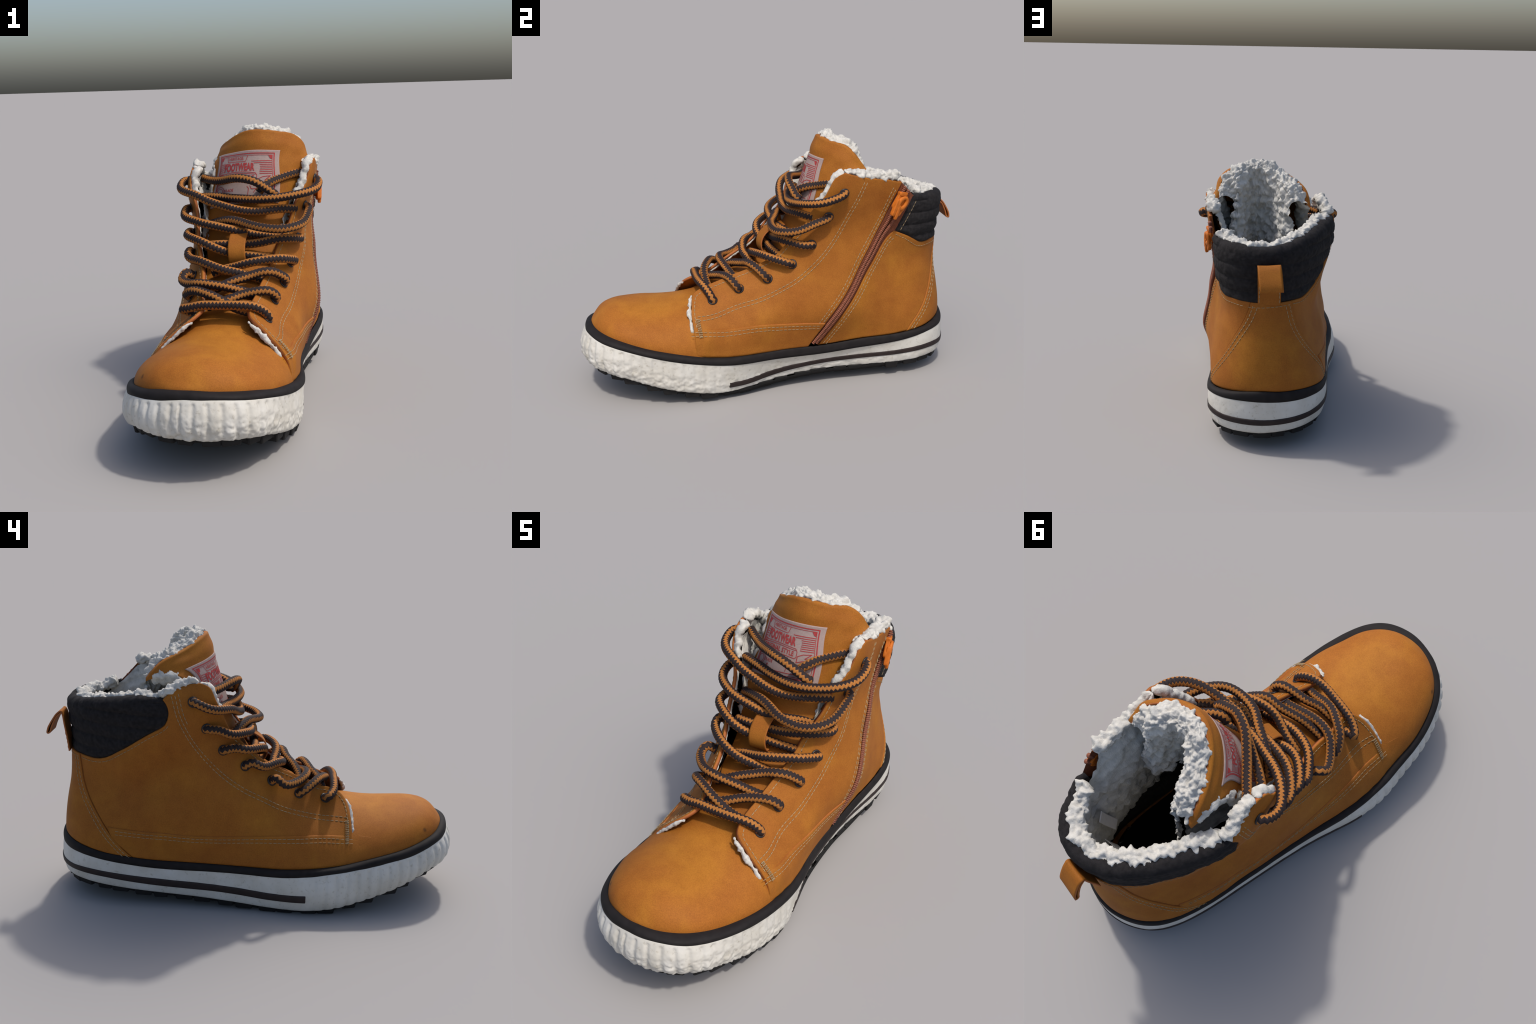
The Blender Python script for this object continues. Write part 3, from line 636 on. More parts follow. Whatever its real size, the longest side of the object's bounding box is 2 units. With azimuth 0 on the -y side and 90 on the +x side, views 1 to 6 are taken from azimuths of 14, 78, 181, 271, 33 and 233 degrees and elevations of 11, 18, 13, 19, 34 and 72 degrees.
# ------------------------------------------------------------------ tongue
tongue_rows = [  # centre x, y, z, half width, bend, lean of the bend (deg below level)
    (0.02, -0.47, 0.448, 0.13, 1.2, 75), (0.02, -0.36, 0.490, 0.135, 1.2, 75), (0.02, -0.25, 0.545, 0.14, 1.3, 68), (0.02, -0.15, 0.588, 0.15, 1.3, 62), (0.02, -0.05, 0.640, 0.165, 1.4, 52),
    (0.02, 0.02, 0.702, 0.18, 1.5, 42), (0.005, 0.072, 0.785, 0.195, 1.5, 32), (0.0, 0.110, 0.865, 0.21, 1.7, 24), (0.012, 0.140, 0.95, 0.222, 2.1, 18), (0.032, 0.168, 1.04, 0.23, 2.4, 14), (0.045, 0.200, 1.14, 0.238, 2.6, 12)]
tongue_rim = Curve([(0.270, 0.450, 1.105), (0.264, 0.415, 1.150), (0.256, 0.373, 1.198), (0.220, 0.331, 1.235), (0.186, 0.289, 1.247), (0.132, 0.252, 1.257), (0.045, 0.236, 1.264), (-0.028, 0.257, 1.252), (-0.108, 0.318, 1.215),
    (-0.155, 0.375, 1.190), (-0.188, 0.428, 1.163), (-0.203, 0.472, 1.122), (-0.206, 0.50, 1.09)])
NA = 81
def tongue_grid():
    a = np.linspace(1, -1, NA); rows = []
    for cx, cy, cz, hw, k, lean in tongue_rows:
        d = a * hw; le = math.radians(lean); back = k * d * d
        rows.append(np.stack([cx + d, cy + back * math.cos(le), cz - back * math.sin(le)], 1))
    rows.append(tongue_rim(np.linspace(0, 1, NA)))
    R = np.stack(rows); t = np.r_[0, np.cumsum(np.linalg.norm(np.diff(R[:, NA // 2], axis=0), axis=1))]; t /= t[-1]
    q = np.linspace(0, 1, 121)
    return np.einsum("qi,iak->qak", spline_weights(t, spline_operator(t), q), R)
TG = tongue_grid(); TN = normals_of(TG)
if TN[60, 40, 1] > 0: TN = -TN
swell = 0.010 * np.exp(-((np.linspace(0, 1, 121) - 0.955) / 0.035) ** 2)
TG = TG + TN * (swell[:, None] + 0.0022 * fbm(TG.reshape(-1, 3), 6, 2, 12).reshape(TG.shape[:2]))[..., None]
TONGUE = bpy.data.objects.new("tongue", None); bpy.context.scene.collection.objects.link(TONGUE); TONGUE.parent = ROOT
inward = -unit(TN[-1] * V3([1, 1, 0.25]))
lip = [TG[-1] + inward * (0.016 * (1 - math.cos(x))) + V3([0, 0, 1.0]) * (0.012 * math.sin(x)) for x in np.radians((25, 50, 75, 100))]
TL = np.concatenate([TG, np.stack(lip)], 0)
shell("tongue_leather", TL, np.concatenate([TN, np.stack([TN[-1]] * 4)]), 0.008, [LEATHER, EDGE], TONGUE)

def fluff(P, N, amp, seed, scale=22.0):
    f = P.reshape(-1, 3)
    g = f + 0.012 * np.stack([fbm(f, 24, 2, seed + k) for k in (1, 2, 3)], 1)
    d = amp * (0.75 * clumps(g, scale, seed) + 0.55 * clumps(g, scale * 2.1, seed + 4) - 0.5 + 0.55 * fbm(f, 38, 4, seed) + 0.35 * fbm(f, 14, 2, seed + 9))
    return P + N * d.reshape(P.shape[:2])[..., None]

def tongue_fleece():
    a = np.abs(np.linspace(-1, 1, NA))[:, None]
    side = smooth01((a - 0.25) / 0.45)
    up = V3([0, 0, 1.0]); rows = [TG[115] + inward * 0.026]
    D = 0.096 + 0.012 * side - 0.012 * a ** 8
    top = TG[-1] + inward * 0.020 - up * 0.006
    for x in np.radians(np.linspace(15, 180, 22)):
        rows.append(top + inward * (D - 0.012) * 0.5 * (1 - math.cos(x)) + up * 0.036 * math.sin(x) ** 0.8)
    inner = rows[-1]; foot = 0.86 - 0.08 * side[:, 0]
    for f in np.linspace(0.06, 1, 24):      # near-vertical inner wall, drawing in to a keyhole
        q = inner + V3([-0.10, 0.0, 0.0]) * (inner[:, :1] - 0.03) * f + V3([0, 1.0, 0]) * (f * (0.05 * side - 0.065 * (1 - side))) + V3([0.075, 0, 0]) * np.sign(inner[:, :1]) * f * smooth01((a - 0.55) / 0.4)
        q[:, 2] = inner[:, 2] + (foot + 0.02 * np.sin(np.linspace(0, 9, NA)) - inner[:, 2]) * f
        rows.append(q)
    last_row, back = rows[-1], TG[66]
    for f in np.linspace(0.2, 1, 7):
        rows.append(last_row + (back - TN[66] * 0.012 - last_row) * f - up * 0.02 * math.sin(math.pi * f))
    P = np.stack(rows)
    s = np.linspace(0, NA - 1, 170); i = np.clip(s.astype(int), 0, NA - 2); f = (s - i)[None, :, None]
    P = P[:, i] * (1 - f) + P[:, i + 1] * f
    r = np.linspace(0, len(P) - 1, 130); i = np.clip(r.astype(int), 0, len(P) - 2); f = (r - i)[:, None, None]
    P = P[i] * (1 - f) + P[i + 1] * f
    N = normals_of(P)
    if np.sum(N[24, 85] * up) < 0: N = -N
    bump_up = np.exp(-((P[..., 0] + 0.01) / 0.05) ** 2) * np.exp(-((P[..., 2] - 1.295) / 0.03) ** 2)
    P = P + up * (0.012 * bump_up)[..., None]
    sheet("tongue_fleece", fluff(P, N, 0.024, 1), FLEECE, TONGUE, kind="stuff")
    return last_row
TONGUE_FOOT = tongue_fleece()

def fleece_roll(name, path, radius, seed, parent, amp=0.016, n=26, step=0.0065, squash=1.0, closed_ends=True, scale=30.0):
    C = Curve(path); m = max(8, int(C.length / step)); q = C(np.linspace(0, 1, m))
    r = np.interp(np.linspace(0, 1, m), np.linspace(0, 1, len(np.atleast_1d(radius))), np.atleast_1d(radius)) if np.ndim(radius) else np.full(m, radius)
    e = np.minimum(np.arange(m), np.arange(m)[::-1]) * step; r = r * np.sqrt(np.clip(1 - (1 - np.clip(e / np.maximum(r, 1e-4), 0, 1)) ** 2, 0.02, 1))
    P, R = tube(q, r, n)
    P = P + R * 0
    P[..., 2] = q[:, None, 2] + (P[..., 2] - q[:, None, 2]) * squash
    P = fluff(P, R, amp, seed, scale)
    return make(name, P.reshape(-1, 3), cap_tube(P), FLEECE, parent, kind="stuff")

fleece_roll("tongue_fleece", [TG[q, 1] - TN[q, 1] * 0.03 for q in (62, 75, 88, 100, 112, 119)] , 0.032, 3, TONGUE)
fleece_roll("tongue_fleece", [TG[q, -2] - TN[q, -2] * 0.03 for q in (62, 75, 88, 100, 112, 119)], 0.032, 4, TONGUE)

# ------------------------------------------------------------------ woven label on the tongue
def nearest_tongue(p):
    d = np.linalg.norm(TG - V3(p), axis=2); i, j = np.unravel_index(np.argmin(d), d.shape); return V3([i, j], float)
cTL, cTR, cBR, cBL = (nearest_tongue(p) for p in ((-0.163, 0.322, 1.138), (0.173, 0.242, 1.175), (0.160, 0.195, 0.925), (-0.168, 0.20, 0.890)))
def on_tongue(uv, lift):
    uv = np.asarray(uv, float); u, v = uv[:, :1], uv[:, 1:2]
    g = cTL * (1 - u) * (1 - v) + cTR * u * (1 - v) + cBR * u * v + cBL * (1 - u) * v
    i = np.clip(g[:, 0].astype(int), 0, 119); j = np.clip(g[:, 1].astype(int), 0, NA - 2); fi, fj = (g[:, 0] - i)[:, None], (g[:, 1] - j)[:, None]
    def bil(A): return (A[i, j] * (1 - fi) + A[i + 1, j] * fi) * (1 - fj) + (A[i, j + 1] * (1 - fi) + A[i + 1, j + 1] * fi) * fj
    return bil(TG) + bil(TN) * lift
W_L, H_L = 0.345, 0.262
g = np.stack(np.meshgrid(np.linspace(0, 1, 70), np.linspace(0, 1, 54), indexing="ij"), -1).reshape(-1, 2)
LP = on_tongue(g, 0.0045).reshape(70, 54, 3); LN = normals_of(LP); LN = LN if LN[35, 27, 1] < 0 else -LN
LABEL_O = shell("woven_label", LP, LN, 0.006, LABEL, TONGUE, flip=False)
art_v, art_f = [], []
def stroke(pts, width=0.0032, closed=False):
    p = np.array(pts, float) * [W_L, H_L]
    if closed: p = np.vstack([p, p[:1]])
    c = chord(p); n = max(2, int(c[-1] / 0.008) + 1)
    knots = np.unique(np.r_[np.linspace(0, c[-1], n), c]); q = np.stack([np.interp(knots, c, p[:, k]) for k in range(2)], 1)
    for a_, b_ in zip(q[:-1], q[1:]):
        d = unit(b_ - a_); nr = V3([-d[1], d[0]]) * width / 2; e = d * width * 0.35
        quad = V3([a_ - nr - e, b_ - nr + e, b_ + nr + e, a_ + nr - e]) / [W_L, H_L]; b0 = len(art_v)
        art_v.extend(on_tongue(quad, 0.0058)); art_f.append((b0, b0 + 1, b0 + 2, b0 + 3))
def fill(poly):
    b0 = len(art_v); art_v.extend(on_tongue(np.array(poly), 0.0060)); art_f.append(tuple(range(b0, b0 + len(poly))))
stroke([(0.055, 0.06), (0.93, 0.06), (0.93, 0.95), (0.055, 0.95)], 0.0050, True)
stroke([(0.075, 0.095), (0.905, 0.095), (0.905, 0.92), (0.075, 0.92)], 0.0022, True)
stroke([(0.20, 0.095), (0.20, 0.205), (0.50, 0.205), (0.555, 0.095)], 0.0026)
fill([(0.85, 0.10), (0.90, 0.10), (0.90, 0.175), (0.875, 0.16)]); fill([(0.08, 0.10), (0.13, 0.10), (0.105, 0.16), (0.08, 0.175)])
for i, (u0, v) in enumerate(zip((0.60, 0.635, 0.725, 0.735, 0.735, 0.73, 0.725, 0.725), np.linspace(0.205, 0.445, 8))):
    stroke([(u0, v), (0.895, v)], 0.0034)
for u0, v in zip((0.22, 0.19, 0.135, 0.125, 0.125, 0.13, 0.135), np.linspace(0.235, 0.445, 7)):
    stroke([(0.085, v), (u0, v)], 0.0030)
arch = lambda u: 0.430 - 0.035 * math.sin(math.pi * (u - 0.08) / 0.60) if u < 0.68 else 0.430
for dv in (0.0, 0.028):
    stroke([(u, arch(u) + dv) for u in np.linspace(0.08, 0.66, 20)], 0.0028)
stroke([(u, arch(u) + 0.165) for u in np.linspace(0.08, 0.66, 20)], 0.0028)
stroke([(0.66, 0.430), (0.685, 0.47), (0.685, 0.57), (0.66, 0.595)], 0.003)
stroke([(0.70, 0.655), (0.70, 0.55), (0.77, 0.505), (0.875, 0.49), (0.80, 0.57), (0.88, 0.60), (0.76, 0.625), (0.70, 0.655)], 0.0034)
stroke([(0.56, 0.68), (0.585, 0.72), (0.585, 0.84)], 0.0028); stroke([(0.60, 0.67), (0.625, 0.73), (0.69, 0.73), (0.66, 0.80)], 0.0028)
for rr in (0.05, 0.075):
    stroke([(0.13 + rr * math.cos(x), 0.74 + rr * 1.3 * math.sin(x)) for x in np.linspace(0, 2 * math.pi, 22)], 0.0026)
stroke([(0.08, 0.87), (0.86, 0.87)], 0.003)
star = [(0.28 + (0.022 if i % 2 == 0 else 0.009) * math.sin(i * math.pi / 5), 0.80 - (0.029 if i % 2 == 0 else 0.012) * math.cos(i * math.pi / 5)) for i in range(10)]
fill(star)
def label_text(body, u0, u1, v0, v1, bend=0.0, weight=0.0):
    cu = bpy.data.curves.new("text", "FONT"); cu.body = body; cu.offset = weight; cu.resolution_u = 3
    o = bpy.data.objects.new("text", cu); bpy.context.scene.collection.objects.link(o)
    me = bpy.data.meshes.new_from_object(o.evaluated_get(bpy.context.evaluated_depsgraph_get()))
    v = np.array([x.co[:2] for x in me.vertices]); lo, hi = v.min(0), v.max(0); n = (v - lo) / (hi - lo)
    uv = np.stack([u0 + (u1 - u0) * n[:, 0], v1 + (v0 - v1) * n[:, 1]], 1)
    uv[:, 1] -= bend * np.sin(np.pi * n[:, 0])
    b0 = len(art_v); art_v.extend(on_tongue(uv, 0.0060)); art_f.extend(tuple(b0 + i for i in p.vertices) for p in me.polygons)
    bpy.data.objects.remove(o); bpy.data.meshes.remove(me)
label_text("HERITAGE", 0.225, 0.475, 0.115, 0.175, 0, 0.012)
label_text("FOOTWEAR", 0.145, 0.645, 0.24, 0.39, 0.012, 0.045)
label_text("ORIGINAL STYLE", 0.10, 0.645, 0.475, 0.560, 0.03, 0.02)
label_text("TRADE", 0.20, 0.36, 0.70, 0.755, 0, 0.015)
make("label_print", art_v, art_f, RED, LABEL_O, smooth=False)

# ------------------------------------------------------------------ eyelets and laces
def eyelet_mesh():
    v, f = [], []; n, m = 28, 10
    for i in range(n):
        A = 2 * math.pi * i / n
        for j in range(m):
            B = 2 * math.pi * j / m; rr = 0.0185 + 0.0068 * math.cos(B); v.append((rr * math.cos(A), rr * math.sin(A), 0.0042 * math.sin(B)))
    f = grid_faces(n, m, True, True); b = len(v)
    v += [(0.0155 * math.cos(2 * math.pi * i / n), 0.0155 * math.sin(2 * math.pi * i / n), -0.001) for i in range(n)]; f.append(tuple(range(b, b + n)))  # dark disc added in place of the shaded open hole
    return v, f
ev, ef = eyelet_mesh()
eye_med = med((0.308, 1.03), (0.241, 0.907), (0.161, 0.762), (0.066, 0.660), (-0.058, 0.590), (-0.203, 0.545), (-0.338, 0.493))
eye_lat = lat((0.2745, 1.024), (0.218, 0.895), (0.142, 0.783), (0.040, 0.700), (-0.086, 0.617), (-0.217, 0.547), (-0.346, 0.507))
LACING = bpy.data.objects.new("lacing", None); bpy.context.scene.collection.objects.link(LACING); LACING.parent = ROOT
proto = None; EYE = {}
for tag, lst in (("M", eye_med), ("L", eye_lat)):
    for i, (s_, z_) in enumerate(lst):
        P, N = last(V3([s_]), V3([z_])); EYE[f"{i + 1}{tag}"] = (P[0], N[0])
        if proto is None: proto = o = make("eyelet", ev, ef, EYELET, UPPER)
        else:
            o = proto.copy(); bpy.context.scene.collection.objects.link(o)
        q = Vector(N[0]).to_track_quat("Z", "Y"); o.matrix_local = Matrix.LocRotScale(Vector(P[0] + N[0] * 0.002), q, None)

LACE_R, TOOTH = 0.0205, 0.0160
def lace(points, start=None, finish=None, twist=0.0):
    pts = [V3(p, float) for p in points]
    if start: P, N = EYE[start]; pts = [P - N * 0.022, P + N * 0.006] + pts
    if finish: P, N = EYE[finish]; pts = pts + [P + N * 0.006, P - N * 0.022]
    C = Curve(pts); m = int(C.length / (TOOTH / 2)); q = C(np.linspace(0, 1, m)); n = 30
    P, R = tube(q, LACE_R, n, V3([0.0, -0.6, 0.8]))
    th = np.linspace(0, 2 * math.pi, n, endpoint=False)
    saw = np.where(np.arange(m) % 2 == 0, 0.5, -0.5) * (2 * math.pi / n) * 2.5
    A = R[:, 0]; B = np.cross(A, unit(np.gradient(q, axis=0))); B = B * np.sign(np.sum(B * R[:, 7], 1, keepdims=True))
    ang = th[None] + saw[:, None] + twist + 0.5 * np.linspace(0, 1, m)[:, None] * C.length
    rad = LACE_R * (1 + 0.04 * np.where(np.arange(m) % 2 == 0, 1, -1)[:, None] * np.cos(3 * th)[None])
    P = q[:, None] + (np.cos(ang)[..., None] * A[:, None] + np.sin(ang)[..., None] * B[:, None]) * rad[..., None]
    f = cap_tube(P); col = [int(k % 10 < 4) for _ in range(m - 1) for k in range(n)] + [0, 0]
    return make("lace", P.reshape(-1, 3), f, [LACE_DARK, LACE_TAN], LACING, col)

lace([(-0.152, -0.358, 0.528), (-0.111, -0.383, 0.543), (-0.062, -0.391, 0.556), (-0.014, -0.393, 0.560), (0.031, -0.393, 0.561), (0.078, -0.393, 0.563), (0.123, -0.388, 0.562), (0.165, -0.377, 0.557), (0.203, -0.359, 0.538)], "7L", "7M", 0.5)
lace([(-0.172, -0.242, 0.566), (-0.155, -0.267, 0.582), (-0.13, -0.291, 0.596), (-0.105, -0.305, 0.600), (-0.06, -0.326, 0.596), (-0.018, -0.342, 0.587), (0.03, -0.349, 0.566), (0.09, -0.345, 0.535), (0.15, -0.34, 0.52)], "6L", None, 0.9)
lace([(0.236, -0.212, 0.560), (0.227, -0.227, 0.580), (0.208, -0.240, 0.593), (0.184, -0.250, 0.596), (0.137, -0.266, 0.591), (0.092, -0.283, 0.581), (0.049, -0.309, 0.568), (0.0, -0.325, 0.553), (-0.05, -0.335, 0.535)], "6M", None, 0.2)
lace([(-0.214, -0.112, 0.638), (-0.224, -0.140, 0.617), (-0.20, -0.178, 0.607), (-0.160, -0.215, 0.610), (-0.115, -0.244, 0.619), (-0.061, -0.254, 0.619), (0.0, -0.247, 0.610), (0.058, -0.231, 0.594), (0.11, -0.215, 0.577), (0.16, -0.20, 0.565)], "5L", None, 1.2)
lace([(0.250, -0.075, 0.612), (0.232, -0.097, 0.634), (0.210, -0.116, 0.650), (0.185, -0.134, 0.658), (0.129, -0.150, 0.649), (0.076, -0.173, 0.634), (0.025, -0.198, 0.620), (-0.02, -0.215, 0.600), (-0.08, -0.23, 0.575)], "5M", None, 0.4)
lace([(-0.233, 0.010, 0.718), (-0.228, -0.028, 0.704), (-0.206, -0.053, 0.693), (-0.163, -0.091, 0.693), (-0.126, -0.114, 0.689), (-0.066, -0.131, 0.672), (-0.008, -0.134, 0.657), (0.047, -0.122, 0.644), (0.10, -0.105, 0.625), (0.15, -0.09, 0.605)], "4L", None, 0.8)
lace([(0.268, 0.040, 0.676), (0.251, -0.012, 0.692), (0.228, -0.048, 0.701), (0.199, -0.068, 0.703), (0.141, -0.095, 0.699), (0.081, -0.106, 0.688), (0.015, -0.096, 0.667), (-0.04, -0.09, 0.652), (-0.09, -0.09, 0.63)], "4M", None, 0.3)
lace([(-0.256, 0.095, 0.795), (-0.252, 0.043, 0.790), (-0.207, -0.004, 0.780), (-0.146, -0.038, 0.767), (-0.096, -0.045, 0.747), (-0.05, -0.034, 0.727), (-0.01, -0.018, 0.713), (0.067, -0.010, 0.705), (0.147, 0.010, 0.694), (0.19, 0.03, 0.68)], "3L", None, 1.0)
lace([(0.278, 0.120, 0.766), (0.260, 0.078, 0.774), (0.232, 0.044, 0.779), (0.201, 0.024, 0.780), (0.133, 0.012, 0.767), (0.061, 0.010, 0.756), (-0.009, 0.004, 0.755), (-0.08, 0.000, 0.754), (-0.13, 0.01, 0.748)], "3M", None, 0.6)
lace([(-0.296, 0.170, 0.893), (-0.286, 0.115, 0.873), (-0.222, 0.056, 0.858), (-0.162, 0.029, 0.848), (-0.108, 0.021, 0.839), (-0.056, 0.020, 0.829), (-0.006, 0.022, 0.819), (0.05, 0.045, 0.802), (0.10, 0.078, 0.790), (0.15, 0.115, 0.778), (0.19, 0.14, 0.765)], "2L", None, 0.7)
lace([(0.312, 0.165, 0.882), (0.304, 0.085, 0.850), (0.264, 0.018, 0.836), (0.214, -0.009, 0.831), (0.159, -0.017, 0.835), (0.100, -0.011, 0.843), (0.037, 0.017, 0.854), (-0.025, 0.041, 0.863), (-0.10, 0.075, 0.850), (-0.16, 0.11, 0.83)], "2M", None, 0.2)
lace([(-0.333, 0.215, 1.004), (-0.308, 0.168, 0.988), (-0.222, 0.111, 0.971), (-0.155, 0.091, 0.946), (-0.089, 0.082, 0.927), (-0.024, 0.074, 0.911), (0.040, 0.075, 0.901), (0.11, 0.085, 0.901), (0.18, 0.108, 0.908), (0.225, 0.140, 0.905), (0.25, 0.17, 0.90)], "1L", None, 0.3)
lace([(0.348, 0.255, 1.010), (0.340, 0.195, 0.993), (0.300, 0.142, 0.981), (0.246, 0.109, 0.972), (0.187, 0.089, 0.964), (0.132, 0.080, 0.960), (0.073, 0.085, 0.957), (0.018, 0.098, 0.957), (-0.038, 0.115, 0.958), (-0.096, 0.136, 0.960), (-0.16, 0.160, 0.960), (-0.21, 0.185, 0.955)], "1M", None, 0.9)
lace([(-0.262, 0.30, 1.030), (-0.231, 0.268, 1.038), (-0.188, 0.236, 1.033), (-0.146, 0.205, 1.032), (-0.103, 0.172, 1.037), (-0.062, 0.143, 1.046), (-0.023, 0.117, 1.053), (0.013, 0.102, 1.053), (0.047, 0.094, 1.048), (0.077, 0.091, 1.039), (0.103, 0.096, 1.024), (0.129, 0.102, 1.006), (0.150, 0.108, 0.990), (0.165, 0.125, 0.975)], None, None, 0.4)
lace([(0.285, 0.295, 1.065), (0.239, 0.273, 1.060), (0.211, 0.250, 1.054), (0.184, 0.228, 1.046), (0.157, 0.203, 1.037), (0.134, 0.168, 1.028), (0.118, 0.148, 1.018), (0.10, 0.135, 1.005), (0.085, 0.13, 0.985)], None, None, 0.7)

# strap on the tongue that holds the laces
def strap(name, path, width_dir, width, th, parent, mats, n=60):
    C = Curve(path); q = C(np.linspace(0, 1, n)); T = unit(np.gradient(q, axis=0)); wd = np.broadcast_to(V3(width_dir, float), q.shape)
    wd = unit(wd - T * np.sum(wd * T, 1, keepdims=True)); N = np.cross(T, wd); f = np.linspace(-0.5, 0.5, 13)
    w_ = np.broadcast_to(np.asarray(width), (n,))
    P = q[:, None] + wd[:, None] * (f[None, :, None] * w_[:, None, None])
    NN = np.repeat(N[:, None], 13, 1)
    o = shell(name, P, NN, th, mats, parent)
    for p in o.data.polygons: pass
    return o
strap("lace_keeper", [(0.012, 0.075, 0.815), (0.012, 0.045, 0.817), (0.012, 0.008, 0.803), (0.013, -0.030, 0.778), (0.015, -0.056, 0.735), (0.017, -0.057, 0.695), (0.017, -0.040, 0.668), (0.017, -0.02, 0.668)], (1.0, 0.12, 0.0), 0.080, 0.006, TONGUE, [LEATHER, EDGE])
# pull loop at the back of the collar
strap("heel_loop", [(-0.022, 0.893, 0.704), (-0.022, 0.899, 0.76), (-0.021, 0.909, 0.82), (-0.020, 0.915, 0.862), (-0.019, 0.921, 0.888), (-0.020, 0.930, 0.899), (-0.022, 0.945, 0.893), (-0.025, 0.966, 0.868), (-0.030, 0.988, 0.832), (-0.034, 0.998, 0.805),
    (-0.036, 0.996, 0.789), (-0.036, 0.985, 0.790), (-0.034, 0.974, 0.810), (-0.030, 0.960, 0.845), (-0.026, 0.943, 0.873), (-0.023, 0.929, 0.884)], (-1.0, 0.0, 0.06), 0.106, 0.007, UPPER, [LEATHER, EDGE], 90)
for dx in (-0.068, 0.024):
    q = Curve([(dx, 0.902, 0.712), (dx, 0.9065, 0.76), (dx, 0.914, 0.80)])(np.linspace(0, 1, 30)); stitch(q, np.tile([0, 1.0, 0], (30, 1)), r=0.0015)

# ------------------------------------------------------------------ fleece along the opening
UPF = UPPER
rim_med = [last(V3([s_]), V3([z_])) for s_, z_ in top_med(np.linspace(0, 1, 12))]
fleece_roll("collar_fleece", [P[0] - N[0] * 0.030 + V3([0, 0, 0.008 + 0.016 * smooth01((k - 7) / 4)]) for k, (P, N) in enumerate(rim_med)], [0.020, 0.025, 0.028, 0.030, 0.032], 6, UPF, 0.02, 34, 0.0055, 0.75)
idx = np.linspace(4, 169, 26).astype(int)
fleece_roll("collar_fleece", [COLLAR_TOP[i] + COLLAR_IN[i] * 0.034 + V3([0, 0, -0.014 + 0.03 * math.exp(-((i - 4) / 9.0) ** 2)]) for i in idx], 0.033, 8, UPF, 0.022, 34, 0.0055, 0.72)
lt = [last(V3([s_]), V3([z_])) for s_, z_ in lat((0.43, 1.05), (0.385, 1.066), (0.352, 1.082), (0.30, 1.100), (0.246, 1.103))]
fleece_roll("collar_fleece", [P[0] - unit(N[0] * V3([1, 1, 0])) * 0.024 + V3([0, 0, 0.0]) for P, N in lt], [0.030, 0.026, 0.024, 0.020], 9, UPF, 0.018, 30, 0.0055, 0.75)
def edge_fleece(curve, t0, t1, r, depth, seed, amp=0.010, push=0.0):
    D = curve(np.linspace(t0, t1, 14)); P, N = last(D[:, 0], D[:, 1]); T = unit(np.gradient(P, axis=0)); S = np.cross(T, N)
    S = np.where((S[:, 1] > 0)[:, None], -S, S)
    fleece_roll("edge_fleece", P - N * depth + S * push, r, seed, UPF, amp, 18, 0.006)
edge_fleece(front_edge_med, 0.82, 1.0, [0.013, 0.019, 0.021], 0.026, 11, 0.014)
edge_fleece(front_edge_lat, 0.84, 1.0, [0.012, 0.017, 0.019], 0.026, 12, 0.014)
edge_fleece(front_edge_med, 0.30, 0.82, 0.006, 0.018, 13, 0.006, -0.010); edge_fleece(front_edge_lat, 0.30, 0.84, 0.006, 0.018, 14, 0.006, -0.010)
edge_fleece(front_edge_med, 0.115, 0.235, [0.004, 0.008, 0.010, 0.005], 0.022, 15, 0.014, 0.007); edge_fleece(front_edge_lat, 0.115, 0.24, [0.004, 0.006, 0.007, 0.004], 0.018, 16, 0.010, 0.004)

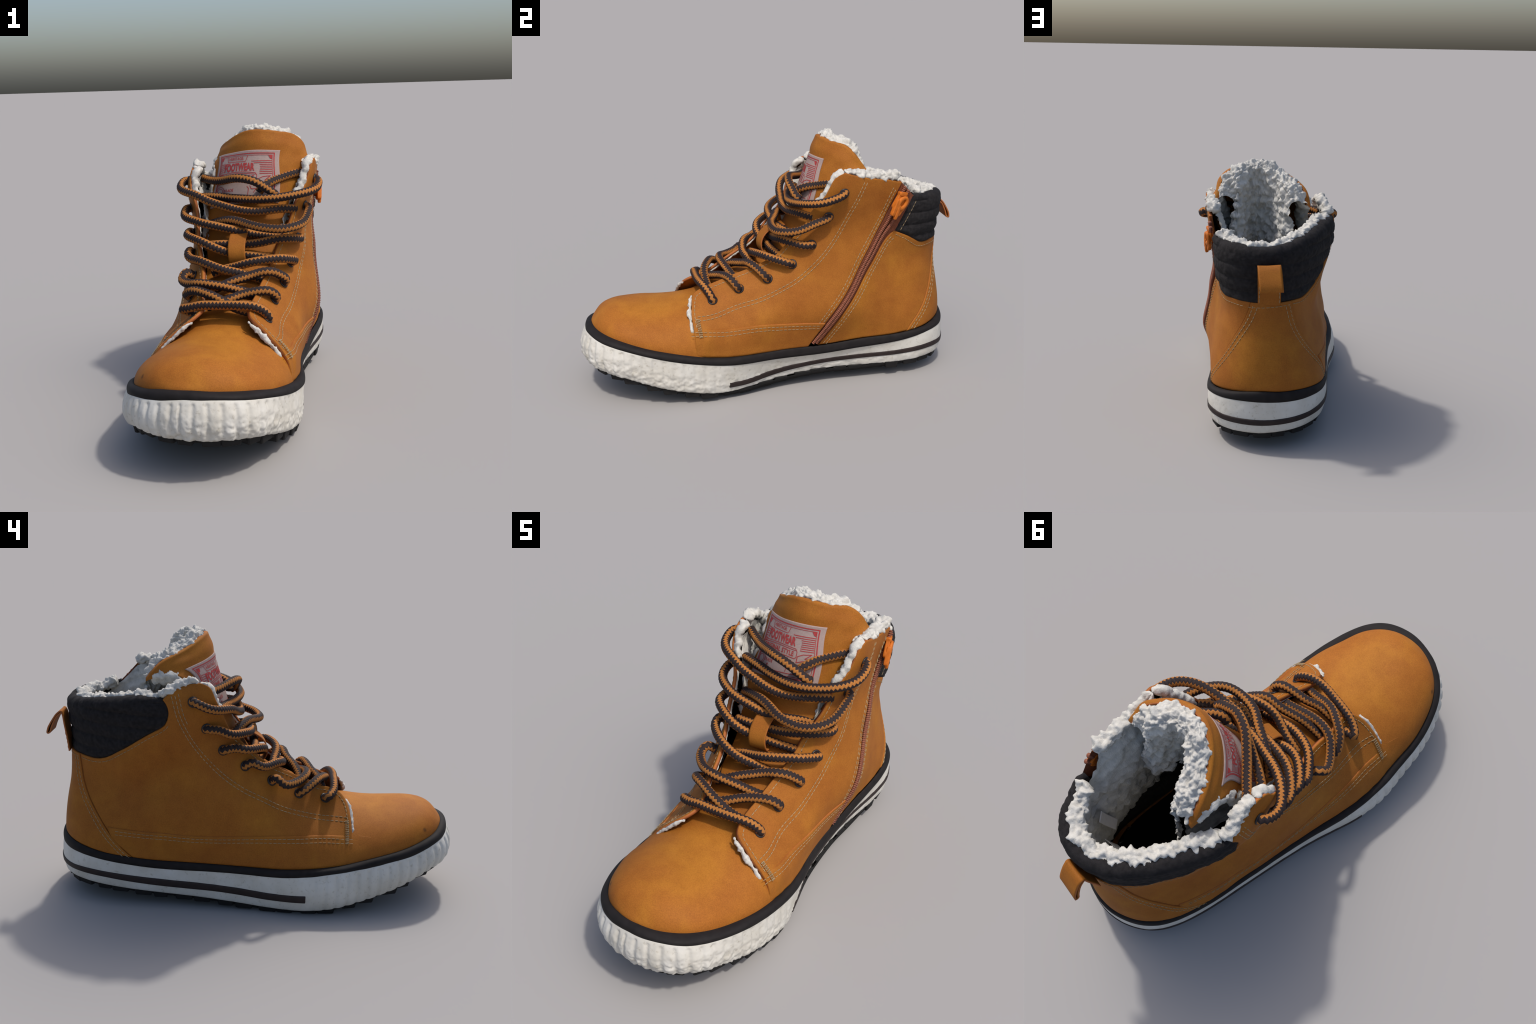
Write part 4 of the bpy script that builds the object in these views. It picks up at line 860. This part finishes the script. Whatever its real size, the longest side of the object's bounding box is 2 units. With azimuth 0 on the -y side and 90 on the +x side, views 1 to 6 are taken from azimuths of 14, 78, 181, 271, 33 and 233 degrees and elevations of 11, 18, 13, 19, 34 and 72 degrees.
# inner lining
def lining(name, z0, z1, depth, mat, s0=-1.12, s1=1.12, amp=0.0, drop=0.004):
    S, Zf = np.meshgrid(np.linspace(s0, s1, 130), np.linspace(0, 1, 40), indexing="ij")
    crest_s = np.r_[top_med.D[::6, 0], collar_crest.D[::6, 0], lat_top.D[-120::6, 0]]; crest_z = np.r_[top_med.D[::6, 1], collar_crest.D[::6, 1], lat_top.D[-120::6, 1]]
    o = np.argsort(crest_s); e_m = front_edge_med.D; e_l = front_edge_lat.D
    topz = np.interp(S, crest_s[o], crest_z[o])
    em = np.interp(S, e_m[:, 0], np.maximum.accumulate(e_m[:, 1])); el = np.interp(-S, -e_l[:, 0], np.maximum.accumulate(e_l[:, 1]))
    topz = np.where(S < top_med.D[0, 0], em, np.where(S > lat_top.D[-1, 0], el, topz)) - drop
    Z = z0 + np.maximum(np.minimum(z1, topz) - z0, 0.0) * Zf
    P, N = last(S, Z); P = P - N * (depth - (0.026 * smooth01(1 - (topz - Z) / 0.14) if amp else 0.0))[..., None] if amp else P - N * depth
    if amp: P = fluff(P, -N, amp, 21, 24)
    sheet(name, P, mat, UPPER, flip=True)
lining("fleece_lining", 0.52, 2.0, 0.072, FLEECE, -0.82, 0.84, amp=0.024)
lining("inner_lining", 0.24, 0.60, 0.050, SHADE_GREY)
lining("backing", 0.22, 2.0, 0.018, SHADE_BLACK, drop=0.13)  # added shell stopping gaps behind the panels, in the interior shade colour
ys = np.linspace(0.18, 0.86, 30); rows = []
for y in ys:
    half = np.interp(y, [0.18, 0.3, 0.5, 0.7, 0.86], [0.24, 0.25, 0.25, 0.19, 0.03])
    rows.append([(half * f, y, 0.195 + 0.02 * f * f) for f in np.linspace(-1, 1, 9)])
sheet("insole", np.array(rows), SHADE_BLACK, ROOT)
wall_rows = [TONGUE_FOOT + V3([0, -0.012, 0.03])]  # added dark wall closing off the toe passage; not a real boot part
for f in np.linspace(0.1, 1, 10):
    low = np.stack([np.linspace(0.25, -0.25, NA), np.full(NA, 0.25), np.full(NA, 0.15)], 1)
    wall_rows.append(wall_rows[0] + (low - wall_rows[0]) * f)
sheet("interior_closing_wall", np.stack(wall_rows), SHADE_BLACK, UPPER)
# cloth tags hanging inside the heel
strap("size_tag", [(0.115, 0.735, 0.84), (0.112, 0.725, 0.78), (0.105, 0.71, 0.72), (0.10, 0.70, 0.68)], (0.55, -0.55, 0), 0.045, 0.003, UPPER, [TAG, TAG], 20)
strap("size_tag", [(0.035, 0.765, 0.74), (0.03, 0.755, 0.68), (0.025, 0.74, 0.61)], (0.8, 0.2, 0), 0.06, 0.003, UPPER, [TAG, TAG], 20)

make("stitching", stitch_v, stitch_f, THREAD, UPPER, kind="stuff")
